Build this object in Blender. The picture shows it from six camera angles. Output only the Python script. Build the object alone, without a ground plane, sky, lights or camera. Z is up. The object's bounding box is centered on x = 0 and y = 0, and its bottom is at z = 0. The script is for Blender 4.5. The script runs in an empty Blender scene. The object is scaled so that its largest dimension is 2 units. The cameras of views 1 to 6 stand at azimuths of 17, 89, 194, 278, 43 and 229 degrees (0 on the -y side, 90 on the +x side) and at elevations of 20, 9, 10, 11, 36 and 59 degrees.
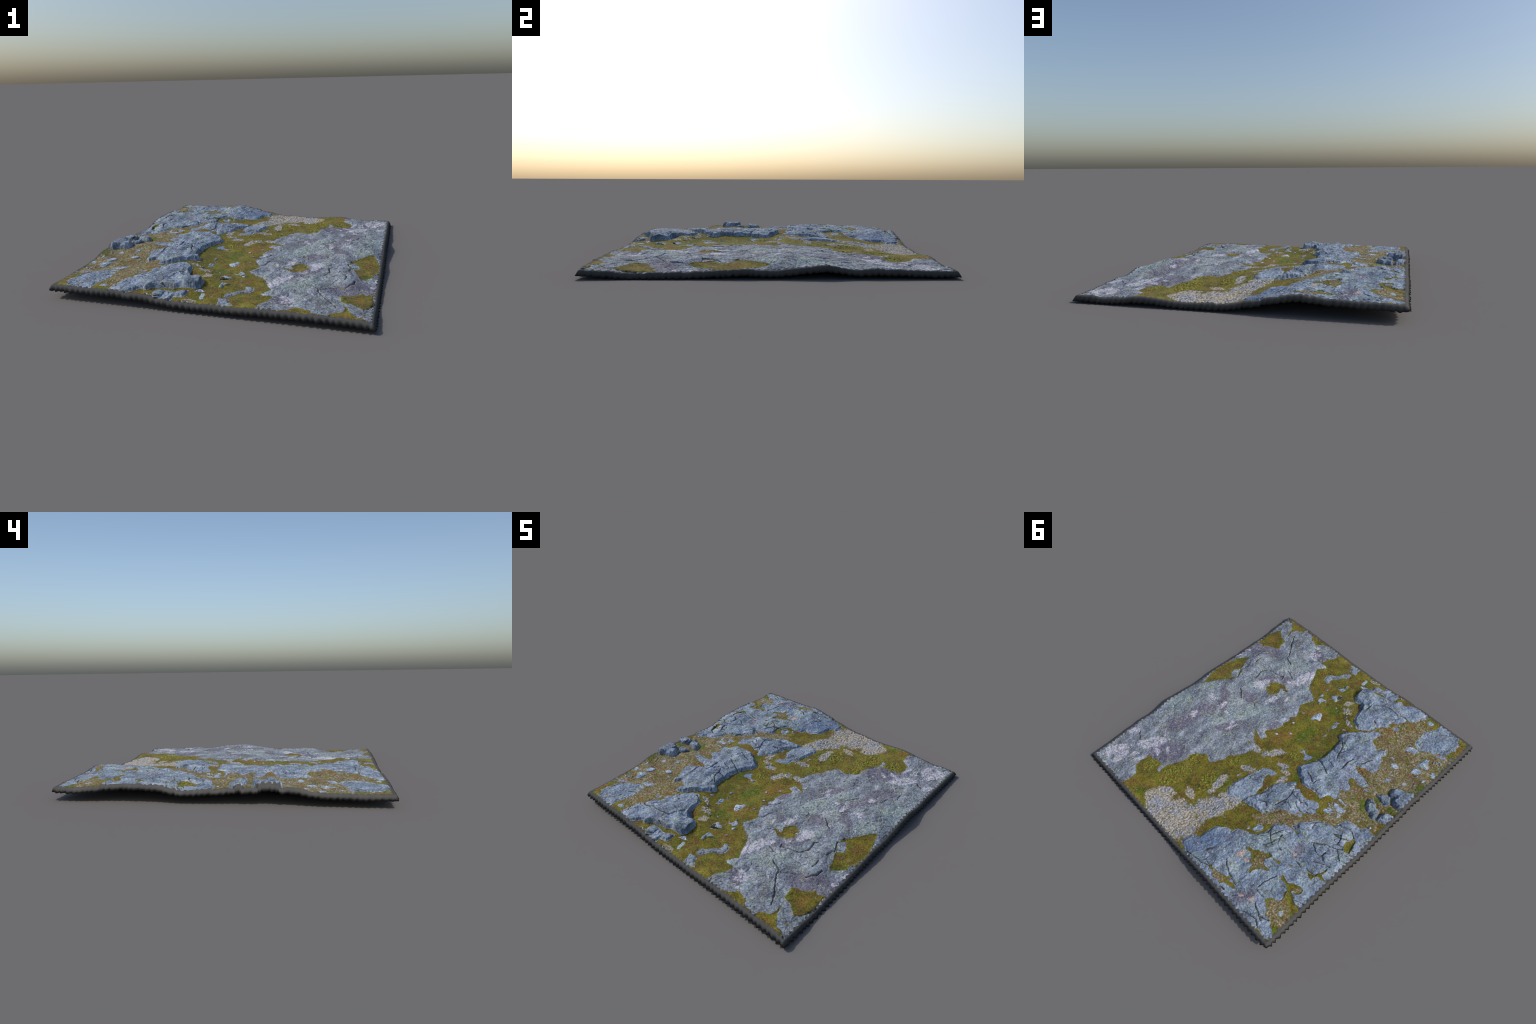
# A square cut of weathered mountain ground: pale blue-grey bedrock and slabs with
# lichen, a trough of olive moss, heath, reindeer lichen, loose stones and boulders,
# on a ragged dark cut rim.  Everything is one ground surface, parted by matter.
import bpy
import numpy as np
from math import cos, sin, pi

# ------------------------------------------------------------------ the layout
ROCKS = {
    "bedrock_right": [(0.703, 0.967), (0.581, 0.964), (0.559, 0.906), (0.569, 0.874), (0.565, 0.847), (0.593, 0.828), (0.617, 0.817), (0.631, 0.796), (0.631, 0.765), (0.641, 0.74), (0.621, 0.719), (0.634, 0.697), (0.606, 0.681), (0.575, 0.685), (0.548, 0.67), (0.527, 0.672), (0.495, 0.664), (0.48, 0.671), (0.495, 0.686), (0.477, 0.72), (0.457, 0.728), (0.467, 0.698), (0.464, 0.655), (0.436, 0.609), (0.412, 0.545), (0.405, 0.51), (0.419, 0.489), (0.405, 0.458), (0.385, 0.442), (0.355, 0.419), (0.343, 0.396), (0.314, 0.396), (0.306, 0.403), (0.271, 0.42), (0.252, 0.408), (0.24, 0.38), (0.21, 0.335), (0.212, 0.296), (0.17, 0.246), (0.14, 0.195), (0.135, 0.152), (0.135, 0.114), (0.173, 0.09), (0.185, 0.08), (0.225, 0.035), (0.271, 0.003), (0.224, 0.016), (0.183, 0.023), (0.15, 0.038), (0.141, -0.001), (0.183, -0.021), (0.184, -0.048), (0.171, -0.064), (0.144, -0.095), (0.132, -0.149), (0.151, -0.167), (0.128, -0.217), (0.15, -0.243), (0.122, -0.273), (0.138, -0.321), (0.17, -0.357), (0.183, -0.386), (0.138, -0.475), (0.155, -0.496), (0.186, -0.508), (0.234, -0.539), (0.269, -0.569), (0.273, -0.593), (0.287, -0.604), (0.302, -0.652), (0.341, -0.714), (0.325, -0.738), (0.296, -0.777), (0.317, -0.788), (0.356, -0.781), (0.369, -0.8), (0.36, -0.814), (0.358, -0.848), (0.323, -0.888), (0.319, -0.935), (0.296, -0.984), (0.277, -1.047), (0.432, -1.109), (0.853, -1.117), (0.972, -1.022), (1.023, -0.802), (1.024, -0.298), (1.071, 0.167), (1.047, 0.556), (0.981, 1.004)],
    "band_stone": [(0.236, -0.735), (0.226, -0.755), (0.206, -0.764), (0.18, -0.787), (0.152, -0.818), (0.132, -0.862), (0.109, -0.862), (0.103, -0.836), (0.112, -0.815), (0.138, -0.792), (0.149, -0.769), (0.172, -0.748), (0.193, -0.726), (0.179, -0.701), (0.175, -0.687), (0.193, -0.681), (0.23, -0.689)],
    "edge_stone": [(0.183, -0.939), (0.16, -0.95), (0.132, -0.967), (0.103, -0.955), (0.096, -0.931), (0.09, -0.893), (0.108, -0.888), (0.146, -0.883), (0.142, -0.91)],
    "ledge": [(-0.197, 0.014), (-0.208, 0), (-0.233, -0.054), (-0.267, -0.109), (-0.274, -0.176), (-0.273, -0.25), (-0.262, -0.323), (-0.265, -0.342), (-0.231, -0.363), (-0.223, -0.388), (-0.239, -0.413), (-0.295, -0.474), (-0.345, -0.509), (-0.354, -0.536), (-0.397, -0.579), (-0.431, -0.574), (-0.418, -0.489), (-0.463, -0.482), (-0.495, -0.456), (-0.511, -0.481), (-0.529, -0.52), (-0.562, -0.482), (-0.544, -0.449), (-0.576, -0.411), (-0.6, -0.351), (-0.601, -0.308), (-0.559, -0.298), (-0.511, -0.279), (-0.469, -0.263), (-0.496, -0.238), (-0.552, -0.228), (-0.616, -0.223), (-0.641, -0.2), (-0.631, -0.17), (-0.607, -0.162), (-0.565, -0.178), (-0.518, -0.178), (-0.518, -0.143), (-0.572, -0.095), (-0.57, -0.062), (-0.543, -0.056), (-0.53, -0.041), (-0.555, -0.014), (-0.557, 0.026), (-0.521, 0.027), (-0.493, 0.051), (-0.492, 0.092), (-0.447, 0.085), (-0.363, 0.096), (-0.333, 0.1), (-0.296, 0.072), (-0.259, 0.069), (-0.231, 0.037)],
    "front_slab": [(-0.078, -0.698), (-0.059, -0.736), (-0.055, -0.793), (-0.073, -0.824), (-0.109, -0.831), (-0.158, -0.831), (-0.2, -0.852), (-0.278, -0.864), (-0.308, -0.874), (-0.341, -0.918), (-0.371, -0.903), (-0.423, -0.954), (-0.454, -0.976), (-0.492, -0.981), (-0.539, -0.981), (-0.563, -0.986), (-0.547, -0.944), (-0.532, -0.903), (-0.522, -0.832), (-0.5, -0.813), (-0.476, -0.813), (-0.478, -0.782), (-0.462, -0.744), (-0.439, -0.726), (-0.41, -0.693), (-0.427, -0.662), (-0.395, -0.638), (-0.383, -0.608), (-0.363, -0.598), (-0.369, -0.581), (-0.349, -0.543), (-0.315, -0.517), (-0.273, -0.497), (-0.246, -0.517), (-0.212, -0.539), (-0.196, -0.573), (-0.188, -0.614), (-0.184, -0.651), (-0.157, -0.675), (-0.144, -0.696), (-0.122, -0.693), (-0.101, -0.683)],
    "round_stone": [(-0.152, -0.665), (-0.146, -0.689), (-0.162, -0.703), (-0.191, -0.702), (-0.204, -0.682), (-0.205, -0.654), (-0.181, -0.649)],
    "edge_block": [(-0.101, -0.859), (-0.102, -0.895), (-0.116, -0.92), (-0.167, -0.925), (-0.177, -0.969), (-0.206, -0.983), (-0.242, -0.986), (-0.275, -0.967), (-0.285, -0.941), (-0.296, -0.896), (-0.279, -0.875), (-0.236, -0.88), (-0.175, -0.883), (-0.116, -0.858)],
    "corner_slab": [(-0.64, -0.7), (-0.634, -0.735), (-0.638, -0.769), (-0.63, -0.797), (-0.643, -0.844), (-0.671, -0.903), (-0.669, -0.942), (-0.68, -0.964), (-0.747, -0.972), (-0.766, -0.958), (-0.801, -0.969), (-0.835, -0.958), (-0.847, -0.916), (-0.872, -0.907), (-0.862, -0.884), (-0.863, -0.843), (-0.854, -0.803), (-0.835, -0.77), (-0.808, -0.759), (-0.784, -0.727), (-0.739, -0.717), (-0.714, -0.692), (-0.689, -0.679), (-0.664, -0.688)],
    "tilted_slab": [(0.015, 0.468), (0.008, 0.44), (-0.001, 0.388), (-0.012, 0.328), (-0.015, 0.293), (-0.042, 0.256), (-0.051, 0.189), (-0.097, 0.169), (-0.12, 0.162), (-0.144, 0.166), (-0.131, 0.192), (-0.108, 0.222), (-0.115, 0.266), (-0.137, 0.282), (-0.145, 0.307), (-0.147, 0.342), (-0.157, 0.364), (-0.138, 0.393), (-0.124, 0.427), (-0.118, 0.454), (-0.078, 0.478), (-0.045, 0.489), (-0.019, 0.493)],
    "middle_slab": [(-0.134, 0.459), (-0.134, 0.418), (-0.16, 0.377), (-0.188, 0.328), (-0.196, 0.294), (-0.194, 0.241), (-0.228, 0.188), (-0.281, 0.115), (-0.306, 0.149), (-0.321, 0.168), (-0.346, 0.141), (-0.376, 0.161), (-0.423, 0.174), (-0.466, 0.147), (-0.49, 0.128), (-0.528, 0.139), (-0.522, 0.175), (-0.544, 0.183), (-0.502, 0.229), (-0.458, 0.26), (-0.459, 0.279), (-0.452, 0.295), (-0.407, 0.302), (-0.355, 0.336), (-0.327, 0.383), (-0.295, 0.425), (-0.262, 0.436), (-0.217, 0.442), (-0.181, 0.45), (-0.152, 0.452)],
    "hump": [(-0.073, 0.918), (-0.072, 0.88), (-0.08, 0.852), (-0.099, 0.854), (-0.124, 0.836), (-0.131, 0.799), (-0.134, 0.75), (-0.148, 0.706), (-0.202, 0.664), (-0.238, 0.65), (-0.255, 0.681), (-0.256, 0.649), (-0.257, 0.623), (-0.306, 0.595), (-0.349, 0.588), (-0.366, 0.586), (-0.392, 0.552), (-0.41, 0.517), (-0.415, 0.478), (-0.409, 0.441), (-0.42, 0.416), (-0.445, 0.404), (-0.471, 0.383), (-0.52, 0.376), (-0.566, 0.384), (-0.562, 0.363), (-0.541, 0.365), (-0.502, 0.363), (-0.505, 0.348), (-0.53, 0.34), (-0.517, 0.319), (-0.523, 0.302), (-0.557, 0.271), (-0.585, 0.226), (-0.615, 0.2), (-0.627, 0.203), (-0.659, 0.185), (-0.691, 0.176), (-0.696, 0.144), (-0.704, 0.122), (-0.714, 0.101), (-0.718, 0.081), (-0.747, 0.068), (-0.795, 0.063), (-0.83, 0.057), (-0.827, 0.034), (-0.847, 0.026), (-0.874, 0.03), (-0.912, 0.025), (-0.971, 0.032), (-0.991, 0.137), (-1.004, 0.569), (-0.983, 0.997), (-0.782, 1.049), (-0.251, 1), (-0.112, 1.009), (-0.182, 0.958), (-0.149, 0.954), (-0.113, 0.935), (-0.081, 0.936)],
}
BOULDERS = {
    "long_boulder": [(-0.712, -0.14), (-0.733, -0.146), (-0.768, -0.141), (-0.78, -0.122), (-0.817, -0.115), (-0.829, -0.077), (-0.823, -0.049), (-0.799, -0.047), (-0.781, -0.068), (-0.76, -0.061), (-0.734, -0.08), (-0.717, -0.109)],
    "flat_boulder": [(-0.843, -0.129), (-0.867, -0.141), (-0.906, -0.148), (-0.924, -0.114), (-0.899, -0.084), (-0.84, -0.059), (-0.836, -0.094)],
    "big_boulder": [(-0.786, -0.255), (-0.775, -0.29), (-0.788, -0.322), (-0.82, -0.334), (-0.846, -0.337), (-0.886, -0.365), (-0.91, -0.355), (-0.916, -0.329), (-0.916, -0.295), (-0.918, -0.269), (-0.917, -0.232), (-0.89, -0.205), (-0.864, -0.21), (-0.827, -0.228), (-0.829, -0.266), (-0.797, -0.248)],
    "small_boulder": [(-0.725, -0.185), (-0.743, -0.204), (-0.763, -0.236), (-0.796, -0.244), (-0.81, -0.232), (-0.827, -0.203), (-0.816, -0.181), (-0.783, -0.178), (-0.758, -0.187)],
}
STONES = {
    "stone a": [(0.035, -0.345), (0.036, -0.383), (0.024, -0.411), (0.03, -0.426), (0.016, -0.435), (-0.008, -0.419), (-0.029, -0.376), (-0.006, -0.372), (0.023, -0.338)],
    "stone b": [(0.121, -0.51), (0.116, -0.535), (0.093, -0.544), (0.067, -0.55), (0.054, -0.529), (0.077, -0.533), (0.086, -0.504), (0.081, -0.475)],
    "stone c": [(0.14, -0.533), (0.139, -0.565), (0.125, -0.575), (0.113, -0.559)],
    "stone d": [(0.074, -0.609), (0.026, -0.656), (-0.002, -0.665), (0.001, -0.629), (0.005, -0.606), (0.006, -0.58), (0.031, -0.589), (0.05, -0.585)],
    "stone e": [(0.09, -0.69), (0.083, -0.712), (0.052, -0.729), (0.064, -0.759), (0.045, -0.758), (0.033, -0.736), (0.038, -0.719), (0.033, -0.691), (0.057, -0.689)],
    "stone f": [(-0.009, -0.848), (-0.002, -0.893), (0.001, -0.912), (-0.018, -0.913), (-0.029, -0.877), (-0.027, -0.853)],
    "stone g": [(-0.012, -0.829), (-0.045, -0.842), (-0.072, -0.857), (-0.05, -0.811)],
    "stone h": [(-0.115, -0.43), (-0.116, -0.457), (-0.146, -0.468), (-0.138, -0.444)],
    "stone i": [(-0.129, -0.384), (-0.117, -0.418), (-0.143, -0.441), (-0.153, -0.416), (-0.144, -0.395)],
    "stone j": [(-0.122, -0.353), (-0.126, -0.378), (-0.137, -0.354)],
    "stone k": [(-0.13, -0.292), (-0.142, -0.338), (-0.155, -0.303)],
    "stone l": [(-0.118, -0.085), (-0.112, -0.121), (-0.138, -0.115), (-0.148, -0.1), (-0.213, -0.12), (-0.215, -0.093), (-0.211, -0.067), (-0.174, -0.054), (-0.172, -0.081), (-0.145, -0.098)],
    "stone m": [(0.103, -0.216), (0.101, -0.232), (0.081, -0.233), (0.089, -0.215)],
    "stone n": [(-0.201, -0.417), (-0.206, -0.439), (-0.228, -0.441), (-0.214, -0.424)],
    "stone o": [(-0.14, -0.511), (-0.145, -0.537), (-0.158, -0.518)],
    "stone p": [(-0.619, -0.61), (-0.62, -0.642), (-0.656, -0.67), (-0.699, -0.673), (-0.703, -0.645), (-0.672, -0.628), (-0.647, -0.62)],
    "stone q": [(-0.76, -0.567), (-0.766, -0.598), (-0.772, -0.647), (-0.794, -0.669), (-0.802, -0.642), (-0.838, -0.602), (-0.807, -0.574)],
    "stone r": [(-0.764, -0.489), (-0.757, -0.522), (-0.77, -0.55), (-0.798, -0.558), (-0.824, -0.545), (-0.802, -0.51)],
    "stone s": [(-0.63, -0.45), (-0.647, -0.477), (-0.674, -0.477), (-0.689, -0.464), (-0.685, -0.442), (-0.658, -0.436)],
    "stone t": [(-0.591, -0.49), (-0.601, -0.504), (-0.628, -0.5), (-0.614, -0.488)],
    "stone u": [(-0.807, -0.723), (-0.806, -0.744), (-0.837, -0.756), (-0.866, -0.759), (-0.868, -0.744), (-0.844, -0.734)],
    "stone v": [(-0.878, -0.574), (-0.867, -0.592), (-0.876, -0.609), (-0.907, -0.597), (-0.9, -0.566)],
    "stone w": [(-0.868, -0.474), (-0.86, -0.501), (-0.88, -0.528), (-0.882, -0.5)],
    "stone x": [(-0.674, -0.294), (-0.687, -0.31), (-0.685, -0.34), (-0.705, -0.36), (-0.722, -0.334)],
    "stone y": [(-0.683, -0.38), (-0.693, -0.401), (-0.698, -0.389)],
    "stone z": [(-0.879, -0.741), (-0.89, -0.757), (-0.911, -0.757)],
    "stone aa": [(-0.882, -0.778), (-0.889, -0.792), (-0.906, -0.781), (-0.898, -0.769)],
    "stone ab": [(-0.645, -0.149), (-0.643, -0.175), (-0.689, -0.187)],
    "stone ac": [(-0.563, 0.142), (-0.564, 0.11), (-0.59, 0.094), (-0.623, 0.095), (-0.602, 0.134)],
    "stone ad": [(-0.652, 0.125), (-0.641, 0.091), (-0.662, 0.084), (-0.667, 0.108)],
    "stone ae": [(-0.56, 0.049), (-0.586, 0.042), (-0.621, 0.046), (-0.663, 0.032), (-0.67, 0.054), (-0.648, 0.078), (-0.609, 0.08), (-0.584, 0.064)],
    "stone af": [(-0.571, 0.017), (-0.578, 0), (-0.624, 0.005), (-0.648, 0.001), (-0.641, 0.013), (-0.608, 0.013)],
    "stone ag": [(-0.54, 0.085), (-0.549, 0.075), (-0.578, 0.091), (-0.562, 0.093)],
    "stone ah": [(-0.622, 0.131), (-0.642, 0.12), (-0.636, 0.132)],
    "stone ai": [(-0.466, 0.277), (-0.486, 0.251), (-0.495, 0.273), (-0.486, 0.287)],
    "stone aj": [(-0.306, 0.581), (-0.29, 0.559), (-0.311, 0.551), (-0.321, 0.568)],
    "stone ak": [(-0.335, 0.555), (-0.327, 0.504), (-0.366, 0.486), (-0.389, 0.511), (-0.372, 0.552)],
    "stone al": [(0.754, -0.181), (0.795, -0.246), (0.768, -0.297), (0.744, -0.272), (0.725, -0.218)],
}
MOSS_PATCHES = {
    "corner_patch": [(0.911, -0.97), (0.882, -0.989), (0.822, -0.991), (0.787, -0.992), (0.706, -0.984), (0.697, -0.927), (0.75, -0.902), (0.77, -0.875), (0.763, -0.821), (0.753, -0.794), (0.775, -0.827), (0.784, -0.871), (0.814, -0.909), (0.835, -0.938), (0.862, -0.931)],
    "oval_patch": [(0.851, -0.818), (0.826, -0.8), (0.804, -0.776), (0.757, -0.763), (0.731, -0.756), (0.724, -0.709), (0.718, -0.669), (0.759, -0.65), (0.8, -0.637), (0.83, -0.591), (0.861, -0.619), (0.896, -0.584), (0.899, -0.666), (0.909, -0.714), (0.887, -0.77), (0.869, -0.805)],
    "edge_patch": [(0.906, -0.285), (0.877, -0.32), (0.88, -0.36), (0.842, -0.403), (0.809, -0.434), (0.794, -0.422), (0.792, -0.382), (0.77, -0.336), (0.759, -0.306), (0.732, -0.251), (0.723, -0.212), (0.731, -0.172), (0.762, -0.136), (0.786, -0.104), (0.811, -0.057), (0.837, -0.016), (0.869, 0.015), (0.868, -0.02), (0.877, -0.048), (0.897, -0.116), (0.911, -0.174), (0.903, -0.23)],
    "strip_patch": [(0.688, -0.977), (0.657, -0.958), (0.605, -0.947), (0.583, -0.913), (0.532, -0.903), (0.507, -0.919), (0.471, -0.947), (0.412, -0.969), (0.499, -0.999), (0.695, -1.02)],
    "pocket_patch": [(0.505, -0.362), (0.458, -0.404), (0.366, -0.429), (0.337, -0.38), (0.396, -0.378), (0.362, -0.33), (0.402, -0.288), (0.456, -0.285), (0.466, -0.326)],
    "hump_patch": [(-0.389, 0.666), (-0.416, 0.655), (-0.442, 0.648), (-0.483, 0.626), (-0.524, 0.603), (-0.551, 0.59), (-0.575, 0.594), (-0.602, 0.59), (-0.631, 0.583), (-0.632, 0.592), (-0.607, 0.603), (-0.575, 0.608), (-0.555, 0.614), (-0.547, 0.632), (-0.557, 0.655), (-0.586, 0.672), (-0.615, 0.661), (-0.592, 0.69), (-0.572, 0.705), (-0.554, 0.727), (-0.542, 0.771), (-0.526, 0.777), (-0.529, 0.751), (-0.528, 0.725), (-0.499, 0.708), (-0.467, 0.679), (-0.424, 0.671)],
    "hump_strip": [(-0.32, 0.918), (-0.344, 0.905), (-0.349, 0.889), (-0.371, 0.906), (-0.41, 0.894), (-0.463, 0.879), (-0.489, 0.856), (-0.49, 0.873), (-0.476, 0.902), (-0.511, 0.883), (-0.535, 0.88), (-0.569, 0.881), (-0.556, 0.889), (-0.516, 0.904), (-0.488, 0.907), (-0.473, 0.931), (-0.442, 0.929), (-0.407, 0.939), (-0.384, 0.921), (-0.355, 0.913)],
    "hump_meadow": [(-0.724, 0.797), (-0.759, 0.768), (-0.804, 0.74), (-0.785, 0.688), (-0.778, 0.665), (-0.759, 0.663), (-0.739, 0.653), (-0.707, 0.652), (-0.69, 0.632), (-0.703, 0.623), (-0.73, 0.636), (-0.754, 0.633), (-0.796, 0.615), (-0.832, 0.599), (-0.848, 0.603), (-0.851, 0.622), (-0.843, 0.648), (-0.822, 0.657), (-0.799, 0.656), (-0.839, 0.682), (-0.862, 0.696), (-0.903, 0.694), (-0.942, 0.674), (-0.958, 0.902), (-0.899, 0.899), (-0.865, 0.887), (-0.846, 0.87), (-0.828, 0.869), (-0.816, 0.857), (-0.799, 0.866), (-0.785, 0.841), (-0.754, 0.824)],
    "hump_corner": [(-0.918, 0.941), (-0.872, 0.958), (-0.845, 0.949), (-0.81, 0.945), (-0.817, 0.963), (-0.842, 0.985), (-0.899, 0.986)],
    "hump_hole": [(-0.823, 0.231), (-0.813, 0.195), (-0.824, 0.175), (-0.826, 0.146), (-0.843, 0.14), (-0.852, 0.144), (-0.859, 0.182), (-0.867, 0.204), (-0.878, 0.235), (-0.848, 0.251)],
    "hump_fork": [(-0.78, 0.505), (-0.81, 0.505), (-0.831, 0.49), (-0.848, 0.451), (-0.858, 0.418), (-0.867, 0.418), (-0.859, 0.463), (-0.908, 0.469), (-0.893, 0.48), (-0.853, 0.483), (-0.834, 0.507), (-0.837, 0.531), (-0.811, 0.523)],
}
CREVICES = {
    "crevice 1": [(-0.676, 0.345), (-0.729, 0.385), (-0.751, 0.386), (-0.771, 0.375)],
    "crevice 2": [(-0.772, 0.344), (-0.771, 0.375), (-0.817, 0.395), (-0.852, 0.392)],
    "crevice 3": [(-0.664, 0.351), (-0.74, 0.302), (-0.796, 0.277), (-0.832, 0.251)],
    "crevice 4": [(-0.8, 0.273), (-0.839, 0.301), (-0.869, 0.315)],
    "crevice 5": [(-0.731, 0.214), (-0.778, 0.203), (-0.811, 0.176)],
    "crevice 6": [(-0.417, 0.471), (-0.48, 0.532), (-0.509, 0.542)],
    "crevice 7": [(-0.457, 0.498), (-0.462, 0.477), (-0.477, 0.424), (-0.529, 0.407)],
    "crevice 8": [(-0.762, 0.499), (-0.791, 0.497), (-0.834, 0.484), (-0.857, 0.446), (-0.85, 0.412)],
    "crevice 9": [(-0.68, 0.509), (-0.73, 0.514)],
    "crevice 10": [(-0.762, 0.433), (-0.821, 0.4)],
    "crevice 11": [(-0.148, 0.954), (-0.206, 0.939), (-0.273, 0.932), (-0.32, 0.918), (-0.348, 0.9)],
    "crevice 12": [(-0.375, 0.809), (-0.408, 0.828), (-0.447, 0.845), (-0.485, 0.861)],
    "crevice 13": [(-0.49, 0.865), (-0.537, 0.869)],
    "crevice 14": [(-0.647, 0.802), (-0.707, 0.803)],
    "crevice 15": [(-0.701, 0.863), (-0.745, 0.879), (-0.793, 0.903)],
    "crevice 16": [(-0.646, 0.781), (-0.644, 0.746), (-0.673, 0.656)],
    "crevice 17": [(-0.674, 0.946), (-0.719, 0.934), (-0.771, 0.921), (-0.806, 0.941)],
    "crevice 18": [(-0.779, 0.892), (-0.832, 0.873)],
    "crevice 19": [(-0.289, 0.012), (-0.319, 0.022), (-0.375, 0.051), (-0.396, 0)],
    "crevice 20": [(-0.274, -0.121), (-0.312, -0.101), (-0.355, -0.087), (-0.386, -0.064)],
    "crevice 21": [(-0.324, -0.154), (-0.385, -0.14)],
    "crevice 22": [(-0.276, -0.335), (-0.315, -0.303), (-0.341, -0.233), (-0.349, -0.204)],
    "crevice 23": [(-0.434, -0.168), (-0.425, -0.239), (-0.434, -0.281)],
    "crevice 24": [(-0.5, -0.292), (-0.521, -0.373)],
    "crevice 25": [(-0.209, -0.711), (-0.234, -0.738), (-0.27, -0.777), (-0.352, -0.795), (-0.403, -0.791), (-0.455, -0.809), (-0.495, -0.807)],
    "crevice 26": [(-0.34, 0.294), (-0.364, 0.271), (-0.404, 0.29)],
    "crevice 27": [(-0.426, 0.186), (-0.473, 0.191), (-0.515, 0.182)],
    "crevice 28": [(-0.393, 0.233), (-0.422, 0.243), (-0.462, 0.255)],
    "crevice 29": [(-0.318, 0.17), (-0.345, 0.252), (-0.332, 0.3), (-0.316, 0.336)],
    "crevice 30": [(0.626, -0.306), (0.609, -0.322), (0.626, -0.402), (0.599, -0.437), (0.583, -0.444), (0.523, -0.454), (0.47, -0.485), (0.462, -0.456)],
    "crevice 31": [(0.481, -0.54), (0.442, -0.529), (0.41, -0.516)],
    "crevice 32": [(0.717, -0.853), (0.7, -0.802), (0.652, -0.738), (0.614, -0.689), (0.59, -0.633), (0.553, -0.614), (0.515, -0.6)],
    "crevice 33": [(0.782, -0.466), (0.777, -0.521), (0.742, -0.562)],
    "crevice 34": [(0.755, -0.302), (0.719, -0.224), (0.737, -0.167)],
    "crevice 35": [(0.607, -0.162), (0.532, -0.103)],
    "crevice 36": [(-0.768, 0.115), (-0.793, 0.117), (-0.826, 0.14)],
    "crevice 37": [(-0.696, 0.144), (-0.725, 0.139), (-0.772, 0.107)],
    "crevice 38": [(-0.212, -0.71), (-0.211, -0.674)],
    "crevice 39": [(0.725, -0.492), (0.728, -0.424)],
    "crevice 40": [(-0.203, 0.388), (-0.259, 0.365), (-0.276, 0.381)],
    "crevice 41": [(-0.028, 0.314), (-0.05, 0.314), (-0.085, 0.291)],
    "crevice 42": [(0.847, 0.614), (0.789, 0.662)],
}
PEBBLES = [  # centre x, y, radius
    (0.11, -0.073, 0.009), (0.042, -0.145, 0.009), (-0.03, -0.547, 0.007), (0.106, -0.334, 0.01), (0.137, -0.628, 0.008), (-0.867, -0.694, 0.009), (-0.829, -0.664, 0.006), (-0.841, -0.688, 0.009), (-0.877, -0.657, 0.007), (-0.896, -0.653, 0.005), (-0.796, -0.394, 0.013), (-0.477, -0.693, 0.017), (-0.608, -0.919, 0.02), (-0.851, 0.791, 0.016), (-0.849, 0.011, 0.009), (-0.77, 0.027, 0.005), (-0.779, -0.005, 0.007), (-0.159, 0.471, 0.005), (-0.819, -0.501, 0.005), (-0.656, -0.586, 0.006), (-0.625, -0.668, 0.008), (-0.628, -0.378, 0.005),
]
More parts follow.
